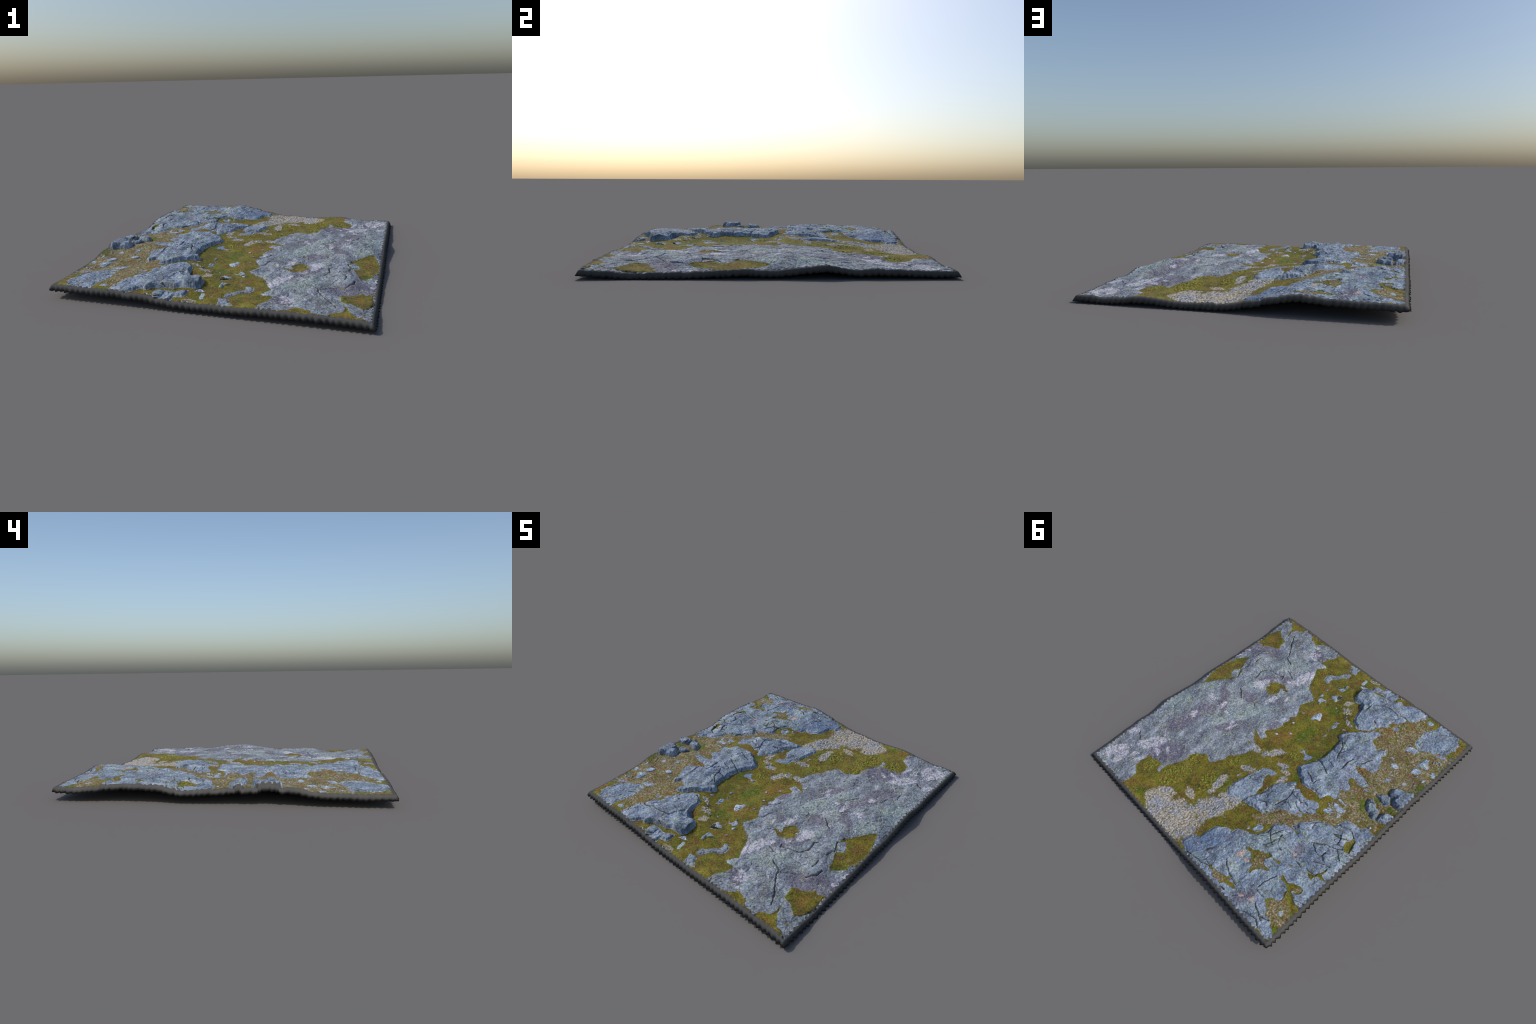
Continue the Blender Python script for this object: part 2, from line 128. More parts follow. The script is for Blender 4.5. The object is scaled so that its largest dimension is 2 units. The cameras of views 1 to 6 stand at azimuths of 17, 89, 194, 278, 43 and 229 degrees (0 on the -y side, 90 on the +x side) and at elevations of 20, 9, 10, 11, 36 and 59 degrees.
SURVEY = [  # surveyed points of the ground: x, y, height
    (0.036, -0.345, 0.072), (-0.2, 0.015, 0.085), (-0.37, 0.052, 0.124), (-0.385, -0.068, 0.128), (-0.279, -0.111, 0.109), (-0.48, -0.803, 0.104),
    (-0.272, -0.779, 0.115), (-0.214, -0.709, 0.122), (-0.173, -0.68, 0.102), (-0.127, -0.452, 0.066), (-0.134, -0.414, 0.069), (-0.211, -0.433, 0.091),
    (0.133, -0.554, 0.067), (0.081, -0.476, 0.067), (0.018, -0.615, 0.075), (0.059, -0.707, 0.074), (0.052, -0.747, 0.07), (-0.013, -0.881, 0.065),
    (-0.047, -0.84, 0.073), (-0.1, -0.873, 0.073), (0.42, -0.776, 0.055), (0.412, -0.859, 0.058), (0.507, -0.782, 0.055), (0.397, -0.49, 0.052),
    (0.346, -0.716, 0.067), (0.48, -0.49, 0.07), (0.606, -0.311, 0.066), (0.599, -0.432, 0.073), (0.363, -0.427, 0.072), (0.543, -0.111, 0.086),
    (0.14, 0.114, 0.069), (0.576, 0.839, 0.044), (0.571, 0.955, 0.046), (0.842, 0.613, 0.051), (0.759, 0.509, 0.056), (0.625, 0.056, 0.091),
    (0.41, 0.165, 0.083), (0.014, 0.471, 0.077), (-0.143, 0.166, 0.089), (-0.054, 0.187, 0.094), (-0.138, 0.457, 0.079), (-0.281, 0.114, 0.096),
    (-0.16, 0.472, 0.078), (-0.48, 0.269, 0.113), (-0.543, 0.172, 0.105), (-0.588, 0.118, 0.116), (-0.655, 0.101, 0.11), (-0.658, -0.173, 0.109),
    (-0.706, -0.262, 0.114), (-0.661, -0.457, 0.094), (-0.609, -0.495, 0.092), (-0.785, -0.527, 0.093), (-0.788, -0.61, 0.088), (-0.655, -0.64, 0.087),
    (-0.873, -0.505, 0.094), (-0.794, -0.396, 0.09), (-0.694, -0.326, 0.098), (-0.889, -0.586, 0.089), (-0.868, -0.694, 0.086), (-0.849, -0.918, 0.086),
    (-0.608, -0.921, 0.088), (-0.477, -0.694, 0.102), (-0.642, -0.699, 0.089), (-0.782, -0.331, 0.097), (-0.423, 0.726, 0.111), (-0.424, 0.417, 0.099),
    (-0.568, 0.38, 0.108), (-0.373, 0.581, 0.115), (-0.264, 0.626, 0.084), (-0.653, 0.485, 0.118), (-0.388, 0.667, 0.113), (-0.536, 0.771, 0.115),
    (-0.802, 0.741, 0.113), (-0.642, 0.8, 0.128), (-0.85, 0.791, 0.102), (-0.073, 0.921, 0.056), (0.245, 0.837, 0.041), (0.177, 0.741, 0.045),
    (0.15, 0.833, 0.047), (0.25, 0.45, 0.057), (0.737, -0.654, 0.042), (0.83, -0.594, 0.036), (0.834, -0.844, 0.052), (0.742, -0.771, 0.049),
    (0.715, -0.852, 0.059), (0.691, -0.974, 0.062), (0.859, -0.957, 0.061), (0.757, -0.24, 0.064), (0.529, -0.607, 0.071), (0.586, -0.636, 0.07),
    (-0.098, 0.028, 0.072), (0.111, -0.075, 0.071), (0.044, -0.146, 0.07), (-0.198, -0.136, 0.063), (0.022, 0.038, 0.075), (0.138, 0.346, 0.068),
    (-0.684, 0.273, 0.127), (-0.813, 0.282, 0.125), (-0.777, 0.375, 0.127), (-0.338, 0.296, 0.137), (-0.187, 0.367, 0.105), (-0.268, 0.371, 0.11),
    (-0.189, -0.736, 0.12), (-0.131, -0.748, 0.119), (0.691, -0.275, 0.079), (0.678, -0.479, 0.071), (0.737, -0.515, 0.08), (0.675, 0.158, 0.105),
    (0.732, 0.179, 0.093), (0.198, -0.301, 0.074), (0.263, -0.42, 0.066), (-0.393, -0.282, 0.131), (0.047, 0.753, 0.043), (0.523, -0.246, 0.074),
    (0.536, -0.175, 0.072), (0.499, -0.182, 0.071), (-0.504, 0.548, 0.128), (-0.482, 0.432, 0.127), (-0.382, 0.81, 0.122), (-0.211, 0.849, 0.083),
    (-0.239, 0.794, 0.097), (-0.775, 0.668, 0.117), (-0.27, -0.884, 0.077), (-0.243, -0.696, 0.12), (-0.265, -0.643, 0.117), (-0.49, -0.457, 0.098),
    (-0.335, -0.304, 0.128), (-0.388, -0.26, 0.131), (0.485, 0.257, 0.087), (0.33, 0.148, 0.083), (0.266, 0.201, 0.083), (0.419, 0.379, 0.069),
    (0.217, 0.19, 0.076), (0.242, 0.126, 0.082), (0.306, 0.244, 0.082), (0.6, 0.194, 0.08), (0.67, 0.241, 0.078), (0.677, 0.061, 0.095),
    (0.497, 0.067, 0.081), (0.289, -0.056, 0.082), (0.829, 0.49, 0.052), (0.68, 0.853, 0.041), (0.834, 0.691, 0.039), (0.616, 0.628, 0.047),
    (0.895, -0.402, 0.037), (0.884, -0.487, 0.038), (0.849, -0.505, 0.038), (0.72, -0.64, 0.041), (0.752, -0.874, 0.059), (0.494, -0.886, 0.057),
    (-0.03, -0.546, 0.072), (0.206, -0.933, 0.058), (0.079, -0.882, 0.063), (0.063, -0.911, 0.062), (0.038, -0.861, 0.062), (-0.322, 0.442, 0.092),
    (-0.3, 0.563, 0.087), (-0.349, 0.518, 0.093), (0.219, 0.713, 0.039), (0.7, -0.56, 0.047), (-0.15, -0.62, 0.106), (-0.44, 0.165, 0.122),
    (0.72, -0.355, 0.078), (0.82, 0.11, 0.098), (0.85, 0.37, 0.064), (0.357, 0.642, 0.053), (-0.37, 0.351, 0.097), (-0.01, 0.16, 0.076),
    (-0.82, -0.16, 0.092), (0.2, -0.72, 0.056), (-0.77, 0.026, 0.099), (-0.42, -0.633, 0.11), (0.59, -0.84, 0.062), (0.4, -0.225, 0.066),
]
RIM = {  # height of the cut edge along each side: position, height
    "x+": [(-0.94, 0.043), (-0.841, 0.039), (-0.75, 0.033), (-0.658, 0.03), (-0.567, 0.035), (-0.518, 0.039), (-0.445, 0.033), (-0.375, 0.033), (-0.323, 0.041), (-0.312, 0.047), (-0.236, 0.045), (-0.144, 0.044), (-0.082, 0.05), (-0.036, 0.052), (0.013, 0.041), (0.071, 0.053), (0.139, 0.05), (0.194, 0.063), (0.24, 0.067), (0.274, 0.066), (0.311, 0.072), (0.343, 0.063), (0.348, 0.063), (0.365, 0.052), (0.399, 0.05), (0.461, 0.053), (0.51, 0.05), (0.55, 0.055), (0.591, 0.052), (0.662, 0.049), (0.746, 0.041), (0.84, 0.039), (0.933, 0.039)],
    "x-": [(-0.955, 0.08), (-0.888, 0.079), (-0.843, 0.074), (-0.798, 0.077), (-0.73, 0.08), (-0.662, 0.075), (-0.616, 0.079), (-0.57, 0.089), (-0.512, 0.087), (-0.489, 0.095), (-0.466, 0.105), (-0.442, 0.107), (-0.386, 0.106), (-0.202, 0.099), (-0.164, 0.102), (-0.111, 0.104), (-0.063, 0.099), (-0.03, 0.091), (0.024, 0.086), (0.092, 0.087), (0.154, 0.087), (0.191, 0.088), (0.221, 0.085), (0.235, 0.09), (0.252, 0.099), (0.292, 0.115), (0.364, 0.112), (0.445, 0.117), (0.542, 0.116), (0.724, 0.102), (0.766, 0.092), (0.829, 0.089), (0.893, 0.087), (0.949, 0.09)],
    "y+": [(-0.915, 0.094), (-0.889, 0.092), (-0.836, 0.093), (-0.782, 0.097), (-0.728, 0.095), (-0.674, 0.102), (-0.619, 0.098), (-0.549, 0.101), (-0.518, 0.104), (-0.495, 0.104), (-0.495, 0.11), (-0.434, 0.115), (-0.378, 0.119), (-0.34, 0.116), (-0.309, 0.108), (-0.261, 0.089), (-0.18, 0.078), (-0.148, 0.064), (-0.089, 0.063), (-0.049, 0.05), (0.012, 0.04), (0.036, 0.034), (0.073, 0.04), (0.155, 0.04), (0.161, 0.036), (0.301, 0.032), (0.371, 0.04), (0.443, 0.044), (0.486, 0.054), (0.59, 0.044), (0.741, 0.041), (0.884, 0.043)],
    "y-": [(-0.895, 0.078), (-0.851, 0.073), (-0.767, 0.076), (-0.699, 0.078), (-0.604, 0.083), (-0.531, 0.091), (-0.448, 0.081), (-0.403, 0.076), (-0.308, 0.077), (-0.256, 0.067), (-0.209, 0.059), (-0.204, 0.06), (-0.142, 0.053), (-0.088, 0.053), (-0.046, 0.049), (0.001, 0.046), (0.043, 0.052), (0.101, 0.047), (0.173, 0.049), (0.258, 0.054), (0.449, 0.059), (0.529, 0.057), (0.595, 0.06), (0.634, 0.056), (0.686, 0.052), (0.745, 0.055), (0.813, 0.053), (0.862, 0.056), (0.912, 0.048)],
}
PATCHES = {  # coloured growths and stains: x, y, half length, angle, breadth ratio
    "purple": [(0.655, 0.236, 0.181, -1.932, 0.28), (0.669, 0.371, 0.146, -2.087, 0.5), (0.622, -0.008, 0.153, -0.763, 0.25), (0.387, 0.127, 0.14, -2.068, 0.3), (0.491, -0.148, 0.098, -2.973, 0.5), (0.53, 0.573, 0.138, -2.542, 0.6), (0.494, 0.587, 0.129, -2.104, 0.4), (0.6, 0.598, 0.151, -2.029, 0.3), (0.784, -0.584, 0.169, -2.867, 0.45), (0.864, -0.516, 0.113, -2.719, 0.5), (0.486, -0.419, 0.158, -2.385, 0.2), (0.427, -0.837, 0.086, 2.53, 0.5), (-0.643, 0.451, 0.066, -1.582, 0.5), (-0.661, 0.481, 0.04, -1.987, 0.6), (-0.632, 0.887, 0.092, -2.454, 0.5), (-0.636, 0.858, 0.054, -2.03, 0.5), (0.175, -0.098, 0.064, -2.134, 0.5)],
    "pale": [(0.461, -0.813, 0.057, -2.288, 0.35), (0.444, -0.799, 0.04, 2.451, 0.6), (0.489, -0.883, 0.027, 2.989, 0.4), (0.342, -0.581, 0.11, -1.76, 0.33), (0.37, -0.515, 0.064, -2.153, 0.3), (0.534, -0.304, 0.069, -1.894, 0.5), (0.694, 0.607, 0.115, -2.223, 0.33), (0.839, 0.835, 0.083, -1.928, 0.45), (0.764, 0.84, 0.064, -1.613, 0.5), (0.711, 0.744, 0.043, -1.837, 0.25), (0.661, 0.784, 0.03, -1.914, 0.4), (0.61, 0.632, 0.037, 2.8, 0.5), (0.55, 0.572, 0.033, 2.488, 0.4), (0.83, 0.914, 0.026, -1.333, 0.4), (0.878, 0.65, 0.046, -2.08, 0.4), (0.572, 0.048, 0.038, -1.466, 0.5), (0.489, 0.069, 0.03, 2.82, 0.4), (0.405, 0.102, 0.024, -1.194, 0.5), (0.381, 0.133, 0.047, -1.947, 0.25), (0.674, 0.054, 0.031, 3.136, 0.6), (0.666, 0.247, 0.034, -1.417, 0.5), (0.357, -0.271, 0.06, -1.752, 0.3), (0.366, -0.225, 0.039, -1.619, 0.4), (0.284, -0.34, 0.029, -1.83, 0.4), (0.895, -0.628, 0.027, -1.633, 0.5), (0.885, -0.489, 0.023, 2.987, 0.5), (0.899, -0.403, 0.025, -1.705, 0.5), (0.476, -0.415, 0.029, -2.631, 0.4)],
    "pink": [(-0.414, 0.717, 0.03, -2.03, 0.6), (-0.469, 0.724, 0.024, -2.947, 0.45), (-0.609, 0.892, 0.017, -2.732, 0.5), (-0.673, 0.863, 0.019, -2.044, 0.5), (-0.654, 0.484, 0.013, -2.329, 0.6)],
    "yellow": [(0.575, -0.094, 0.056, -1.465, 0.8), (0.374, -0.069, 0.08, -1.965, 0.5), (0.495, 0.158, 0.069, -2.802, 0.6), (0.812, 0.017, 0.1, -2.18, 0.4), (0.81, 0.214, 0.102, -2.541, 0.5), (0.527, -0.028, 0.057, -2.229, 0.4), (0.508, -0.577, 0.09, -1.988, 0.4), (-0.525, 0.483, 0.06, -1.692, 0.7), (-0.422, 0.553, 0.034, -1.986, 0.6), (-0.793, 0.186, 0.031, 3.129, 0.5), (-0.315, 0.358, 0.042, -2.016, 0.4), (-0.686, 0.678, 0.034, -1.849, 0.4)],
    "teal": [(0.851, 0.255, 0.158, -2.011, 0.5), (0.406, -0.048, 0.194, -2.078, 0.4), (0.544, -0.583, 0.141, -2.283, 0.45), (0.499, 0.168, 0.075, -2.346, 0.5), (-0.451, 0.588, 0.159, -2.322, 0.6), (-0.692, 0.726, 0.062, -2.564, 0.7), (0.784, -0.051, 0.1, -2.419, 0.6)],
    "slate": [(-0.187, 0.817, 0.168, -2.046, 0.45)],
    "heath": [(-0.697, -0.531, 0.352, -2.315, 0.75), (-0.563, -0.72, 0.199, -1.854, 0.6), (-0.721, -0.096, 0.366, -1.696, 0.5), (-0.437, 0.332, 0.246, -2.346, 0.3), (-0.834, 0.809, 0.085, 2.523, 0.9), (-0.53, 0.668, 0.056, -1.263, 0.7), (-0.422, 0.909, 0.054, -2.81, 0.7), (-0.808, -0.005, 0.09, -2.746, 0.6), (-0.544, -0.268, 0.091, -2.749, 0.4), (-0.822, 0.632, 0.025, -2.084, 0.6), (-0.445, -0.608, 0.103, 3.061, 0.7)],
    "grass": [(-0.015, 0.605, 0.138, -2.403, 0.4), (-0.018, 0.674, 0.117, -2.535, 0.35), (-0.058, 0.487, 0.048, -2.846, 0.5), (0.128, 0.12, 0.059, -3.036, 0.5), (0.024, 0.273, 0.064, -2.652, 0.35), (-0.052, 0.51, 0.077, -2.764, 0.4), (0.088, 0.496, 0.057, -1.63, 0.5), (-0.177, 0.111, 0.038, -3.077, 0.6), (0.106, 0.868, 0.189, -2.996, 0.7), (0.292, 0.828, 0.088, -1.435, 0.8), (0.306, 0.891, 0.093, 2.701, 0.5), (-0.069, 0.57, 0.122, -2.064, 0.35), (-0.035, 0.696, 0.07, -2.049, 0.4), (0.176, 0.671, 0.049, 2.996, 0.5), (0, 0.056, 0.083, -2.231, 0.3), (-0.12, 0.086, 0.043, -2.95, 0.5), (-0.2, 0.171, 0.044, -1.966, 0.5), (0.1, 0.454, 0.065, -1.558, 0.35), (0.063, 0.286, 0.019, -1.299, 0.9), (0.077, 0.56, 0.033, -1.924, 0.45), (0.031, 0.346, 0.022, -2.01, 0.6), (-0.114, -0.566, 0.046, 2.991, 0.6), (-0.068, -0.632, 0.041, -2.343, 0.4), (-0.197, -0.492, 0.037, 2.6, 0.6), (-0.074, -0.954, 0.042, -2.826, 0.5), (-0.316, -0.95, 0.02, -2.845, 0.4), (-0.546, -0.897, 0.05, -1.869, 0.35), (-0.181, 0.298, 0.02, -1.488, 0.5), (-0.483, -0.273, 0.069, 3.013, 0.25), (-0.03, 0.25, 0.028, -2.229, 0.4), (0.748, -0.72, 0.038, -1.832, 0.6)],
    "lime": [(0.547, 0.728, 0.068, -1.911, 0.7), (0.365, 0.664, 0.119, -1.786, 0.6), (0.361, 0.484, 0.056, -1.997, 0.7), (0.16, 0.529, 0.092, -1.307, 0.6), (0.149, 0.306, 0.055, -2.067, 0.5), (-0.115, -0.031, 0.042, -2.921, 0.7)],
    "vivid": [(0.424, 0.911, 0.049, -2.635, 0.6), (-0.213, -0.257, 0.04, 2.894, 0.45), (-0.039, -0.522, 0.063, 2.821, 0.6), (-0.038, -0.219, 0.104, -1.87, 0.4), (-0.264, 0.098, 0.051, -0.91, 0.4), (-0.223, -0.108, 0.063, 1.457, 0.3), (0.051, 0.458, 0.048, 1.353, 0.4), (0.013, 0.68, 0.057, 3.103, 0.45), (-0.858, -0.177, 0.039, -3.016, 0.7), (-0.709, -0.077, 0.053, -1.025, 0.5), (-0.896, -0.43, 0.049, -1.678, 0.5), (-0.751, -0.174, 0.031, -2.961, 0.5), (-0.889, 0.894, 0.042, -1.901, 0.5), (-0.592, -0.959, 0.031, -2.746, 0.5), (-0.354, -0.2, 0.087, 0.814, 0.3), (0.842, -0.403, 0.043, -2.551, 0.5)],
    "rust": [(0.058, -0.395, 0.076, 0.898, 0.5), (0.152, -0.638, 0.074, -2.737, 0.4), (0.537, 0.93, 0.095, -2.285, 0.3), (0.437, 0.818, 0.039, -2.982, 0.5), (0.83, -0.711, 0.06, 1.616, 0.5), (0.84, -0.174, 0.068, 1.579, 0.6), (0.786, -0.961, 0.047, -0.078, 0.6), (-0.444, -0.637, 0.049, -3.037, 0.6), (-0.551, -0.78, 0.043, 2.891, 0.5), (-0.132, 0.226, 0.051, -1.825, 0.4), (-0.366, 0.113, 0.089, -2.881, 0.3), (-0.117, 0.351, 0.034, -3.094, 0.7), (-0.886, -0.871, 0.049, -1.967, 0.5), (0.181, 0.746, 0.036, -2.929, 0.5), (0.155, 0.83, 0.039, -0.911, 0.6), (-0.553, -0.284, 0.07, -2.578, 0.3), (0.062, -0.087, 0.118, -1.965, 0.4), (-0.001, 0.272, 0.025, 1.083, 0.6), (-0.436, 0.141, 0.025, 3.098, 0.6)],
}

# rock name: (lip height, lip width, direction the lip faces or None)
LIPS = {
    "bedrock_right": (0.006, 0.022, None),
    "band_stone": (0.006, 0.010, None),
    "edge_stone": (0.005, 0.010, None),
    "ledge": (0.026, 0.014, (0.9, -0.2)),
    "front_slab": (0.036, 0.016, (0.8, -0.35)),
    "round_stone": (0.022, 0.020, None),
    "edge_block": (0.020, 0.016, (0.9, 0.3)),
    "corner_slab": (0.005, 0.015, None),
    "tilted_slab": (0.014, 0.012, (0.7, 0.7)),
    "middle_slab": (0.022, 0.014, (0.1, 1.0)),
    "hump": (0.012, 0.016, (0.6, -0.8)),
}
# boulder name: (height, rounding)
DOMES = {"long_boulder": (0.027, 0.018), "flat_boulder": (0.023, 0.012),
         "big_boulder": (0.033, 0.018), "small_boulder": (0.018, 0.014)}
SINKS = {"edge_patch": 0.004, "oval_patch": -0.003, "hump_meadow": 0.006, "hump_patch": 0.005,
         "hump_strip": 0.005, "pocket_patch": 0.004, "hump_hole": 0.012}

FRAYED = {"pocket_patch": 1.6, "hump_patch": 0.6, "hump_meadow": 0.4, "strip_patch": 0.7, "oval_patch": 0.4, "hump_strip": 0.6,
          "corner_slab": 0.5, "middle_slab": 0.3, "tilted_slab": 0.4, "ledge": 0.35}

TOP_X, TOP_Y = 0.912, 0.966          # the ground sheet
TEX_X, TEX_Y = 0.905, 0.957          # mean line where the dark cut begins
STEP = 0.0026
TOOTH = 0.034


# ------------------------------------------------------------------ noise
def lattice(ix, iy, seed):
    h = (ix.astype(np.int64) * 374761393 + iy.astype(np.int64) * 668265263 + seed * 974634777) & 0xFFFFFFFF
    h = ((h ^ (h >> 13)) * 1274126177) & 0xFFFFFFFF
    h = (h ^ (h >> 16)) & 0xFFFFFFFF
    return h.astype(np.float64) / 4294967295.0


def noise(x, y, wave, seed=0):
    """gradient noise, about -1..1"""
    u, v = x / wave + 57.3, y / wave + 91.7
    iu, iv = np.floor(u), np.floor(v)
    fu, fv = u - iu, v - iv
    su, sv = fu * fu * fu * (fu * (fu * 6 - 15) + 10), fv * fv * fv * (fv * (fv * 6 - 15) + 10)
    out = 0
    for a in (0, 1):
        for b in (0, 1):
            ang = lattice(iu + a, iv + b, seed) * 2 * pi
            g = np.cos(ang) * (fu - a) + np.sin(ang) * (fv - b)
            out = out + g * (su if a else 1 - su) * (sv if b else 1 - sv)
    return out * 1.5


def fbm(x, y, wave, octaves, seed=0, gain=0.5):
    out, amp = 0, 1.0
    for k in range(octaves):
        out = out + amp * noise(x, y, wave / 2 ** k, seed + 11 * k)
        amp *= gain
    return out


def smooth(a, b, t):
    t = np.clip((t - a) / (b - a), 0, 1)
    return t * t * (3 - 2 * t)


# ------------------------------------------------------------------ outlines
def chaikin(points, cut=0.16):
    """corners taken off an outline"""
    p = np.array(points, float)
    q = np.roll(p, -1, 0)
    return np.stack([(1 - cut) * p + cut * q, cut * p + (1 - cut) * q], 1).reshape(-1, 2)


def inside_distance(poly, x, y, reach=0.05):
    """signed distance to a closed outline, positive inside, cut off at reach"""
    out = np.full(x.shape, -reach)
    lo, hi = poly.min(0) - reach, poly.max(0) + reach
    sel = (x > lo[0]) & (x < hi[0]) & (y > lo[1]) & (y < hi[1])
    if not sel.any():
        return out
    px, py = x[sel], y[sel]
    best, inside = np.full(px.shape, 9.0), np.zeros(px.shape, bool)
    for (ax, ay), (bx, by) in zip(poly, np.roll(poly, -1, 0)):
        dx, dy = bx - ax, by - ay
        t = np.clip(((px - ax) * dx + (py - ay) * dy) / (dx * dx + dy * dy + 1e-12), 0, 1)
        best = np.minimum(best, (px - ax - t * dx) ** 2 + (py - ay - t * dy) ** 2)
        if ay != by:
            inside ^= ((ay > py) != (by > py)) & (px < dx * (py - ay) / (by - ay) + ax)
    d = np.sqrt(best)
    out[sel] = np.where(inside, d, -d)
    return np.maximum(out, -reach)


def line_distance(points, x, y, reach=0.03):
    p = np.array(points, float)
    out = np.full(x.shape, reach)
    lo, hi = p.min(0) - reach, p.max(0) + reach
    sel = (x > lo[0]) & (x < hi[0]) & (y > lo[1]) & (y < hi[1])
    px, py = x[sel], y[sel]
    best = np.full(px.shape, reach ** 2)
    for (ax, ay), (bx, by) in zip(p[:-1], p[1:]):
        dx, dy = bx - ax, by - ay
        t = np.clip(((px - ax) * dx + (py - ay) * dy) / (dx * dx + dy * dy + 1e-12), 0, 1)
        best = np.minimum(best, (px - ax - t * dx) ** 2 + (py - ay - t * dy) ** 2)
    out[sel] = np.sqrt(best)
    return out


def round_outline(cx, cy, r, k):
    a = np.arange(11) * 2 * pi / 11
    rr = r * (1 + 0.22 * np.sin(2 * a + 1.7 * k) + 0.12 * np.sin(3 * a + 2.9 * k))
    return np.stack([cx + rr * np.cos(a), cy + rr * np.sin(a)], 1)


def patch_field(kind, x, y):
    """0 at the middle of the patches of a kind, 1 on their border"""
    best = np.full(x.shape, 9.0)
    for cx, cy, r, ang, ratio in PATCHES[kind]:
        u, v = (x - cx) * cos(ang) + (y - cy) * sin(ang), -(x - cx) * sin(ang) + (y - cy) * cos(ang)
        best = np.minimum(best, np.hypot(u / r, v / (r * ratio)))
    return best


def plates(x, y, size, seed, stretch=(0.6, 1.7)):
    """broken plates: (height of each plate's own tilted face -1..1, distance to the joint in plate sizes)"""
    a, k = stretch
    u, v = (x * cos(a) + y * sin(a)) / (size * k), (-x * sin(a) + y * cos(a)) / size
    u, v = u + 0.30 * noise(x, y, size * 1.1, seed + 5) + 31.4, v + 0.30 * noise(x, y, size * 1.1, seed + 6) + 17.3
    iu, iv = np.floor(u), np.floor(v)
    d1, d2, face = np.full(x.shape, 9.0), np.full(x.shape, 9.0), np.zeros(x.shape)
    for du in (-1, 0, 1):
        for dv in (-1, 0, 1):
            ju, jv = iu + du, iv + dv
            ru, rv = u - ju - lattice(ju, jv, seed), v - jv - lattice(ju, jv, seed + 1)
            d = np.hypot(ru, rv)
            own = (lattice(ju, jv, seed + 2) - 0.5) * 0.9 + (lattice(ju, jv, seed + 3) - 0.5) * 2 * ru + (lattice(ju, jv, seed + 4) - 0.5) * 2 * rv
            near = d < d1
            d2 = np.where(near, d1, np.minimum(d2, d))
            face = np.where(near, own, face)
            d1 = np.where(near, d, d1)
    return face, d2 - d1


SHAPES = []      # (kind, name, outline): painted in this order
for n, p in ROCKS.items():
    SHAPES.append(("rock", n, chaikin(p)))
for n, p in MOSS_PATCHES.items():
    SHAPES.append(("moss", n, chaikin(p)))
for n, p in STONES.items():
    SHAPES.append(("stone", n, chaikin(p)))
for k, (cx, cy, r) in enumerate(PEBBLES):
    SHAPES.append(("pebble", "pebble %d" % k, round_outline(cx, cy, r, k)))
for n, p in BOULDERS.items():
    SHAPES.append(("boulder", n, chaikin(p)))


def wobble(x, y):
    return (x + 0.0042 * fbm(x, y, 0.034, 4, 5, 0.6), y + 0.0042 * fbm(x, y, 0.034, 4, 77, 0.6))


def relief(x, y, want_masks=False):
    """height that the rocks, stones and patches add to the underlying ground"""
    wx, wy = wobble(x, y)
    h, rock, label = np.zeros(x.shape), np.zeros(x.shape), np.full(x.shape, -1)
    fray = 0.012 * fbm(x, y, 0.045, 4, 91, 0.65)
    for i, (kind, name, poly) in enumerate(SHAPES):
        d = inside_distance(poly, wx, wy)
        if name in FRAYED:
            d = np.where(d > -0.045, d + fray * FRAYED[name], d)
        if kind == "rock":
            lip, width, face = LIPS[name]
            w = 1.0
            if face:
                c, n = poly.mean(0), np.array(face) / np.hypot(*face)
                s = (poly - c) @ n
                t = ((x - c[0]) * n[0] + (y - c[1]) * n[1] - s.min()) / (s.max() - s.min())
                w = 0.15 + 0.85 * smooth(0.0, 0.85, t)
            w = w * (1 + 0.45 * noise(x, y, 0.07, 300 + i))
            h = h + lip * w * smooth(-0.003, width, d) - 0.25 * lip * w * smooth(-0.02, -0.004, d) * (d < -0.004) * (d > -0.02) * (1 - smooth(-0.012, -0.004, d))
        elif kind == "moss":
            h = h - SINKS.get(name, 0.002) * smooth(-0.002, 0.010, d)
        elif kind == "boulder":
            top, r = DOMES[name]
            t = np.clip((d + 0.001) / r, 0, 1)
            h = h + top * (0.55 * np.sqrt(1 - (1 - t) ** 2) + 0.45 * np.minimum(1, 1.25 * t)) - 0.007 * smooth(-0.030, -0.004, d) * (d < 0)
        else:
            t = np.clip((d + 0.001) / 0.010, 0, 1)
            h = h + 0.006 * np.sqrt(1 - (1 - t) ** 2)
        if want_masks:
            hit = d > (-0.003 if kind in ("rock", "boulder") else 0)
            label[hit] = i
            soft = smooth(-0.003, 0.003, d)
            rock = rock * (1 - soft) if kind == "moss" else np.maximum(rock, soft)
    if not want_masks:
        return h
    crack = np.full(x.shape, 0.03)
    kx, ky = x + 0.006 * fbm(x, y, 0.05, 3, 31), y + 0.006 * fbm(x, y, 0.05, 3, 47)
    for k, p in enumerate(CREVICES.values()):
        crack = np.minimum(crack, line_distance(p, kx, ky) / (0.75 + 0.5 * ((k * 7) % 5) / 5))
    on_rock = rock > 0.5
    h = h - 0.0085 * (1 - smooth(0.0012, 0.0065, crack)) * rock
    width = 0.0021 + 0.0012 * noise(x, y, 0.05, 9)
    return h, rock, label, (crack < width) & on_rock


# ------------------------------------------------------------------ ground level
def thin_plate(points, heights, stiff):
    d = np.linalg.norm(points[:, None] - points[None], axis=-1)
    k = d * d * np.log(d + 1e-12) + stiff * np.eye(len(points))
    p = np.c_[np.ones(len(points)), points]
    s = np.linalg.solve(np.block([[k, p], [p.T, np.zeros((3, 3))]]), np.r_[heights, np.zeros(3)])
    return points, s[:-3], s[-3:]


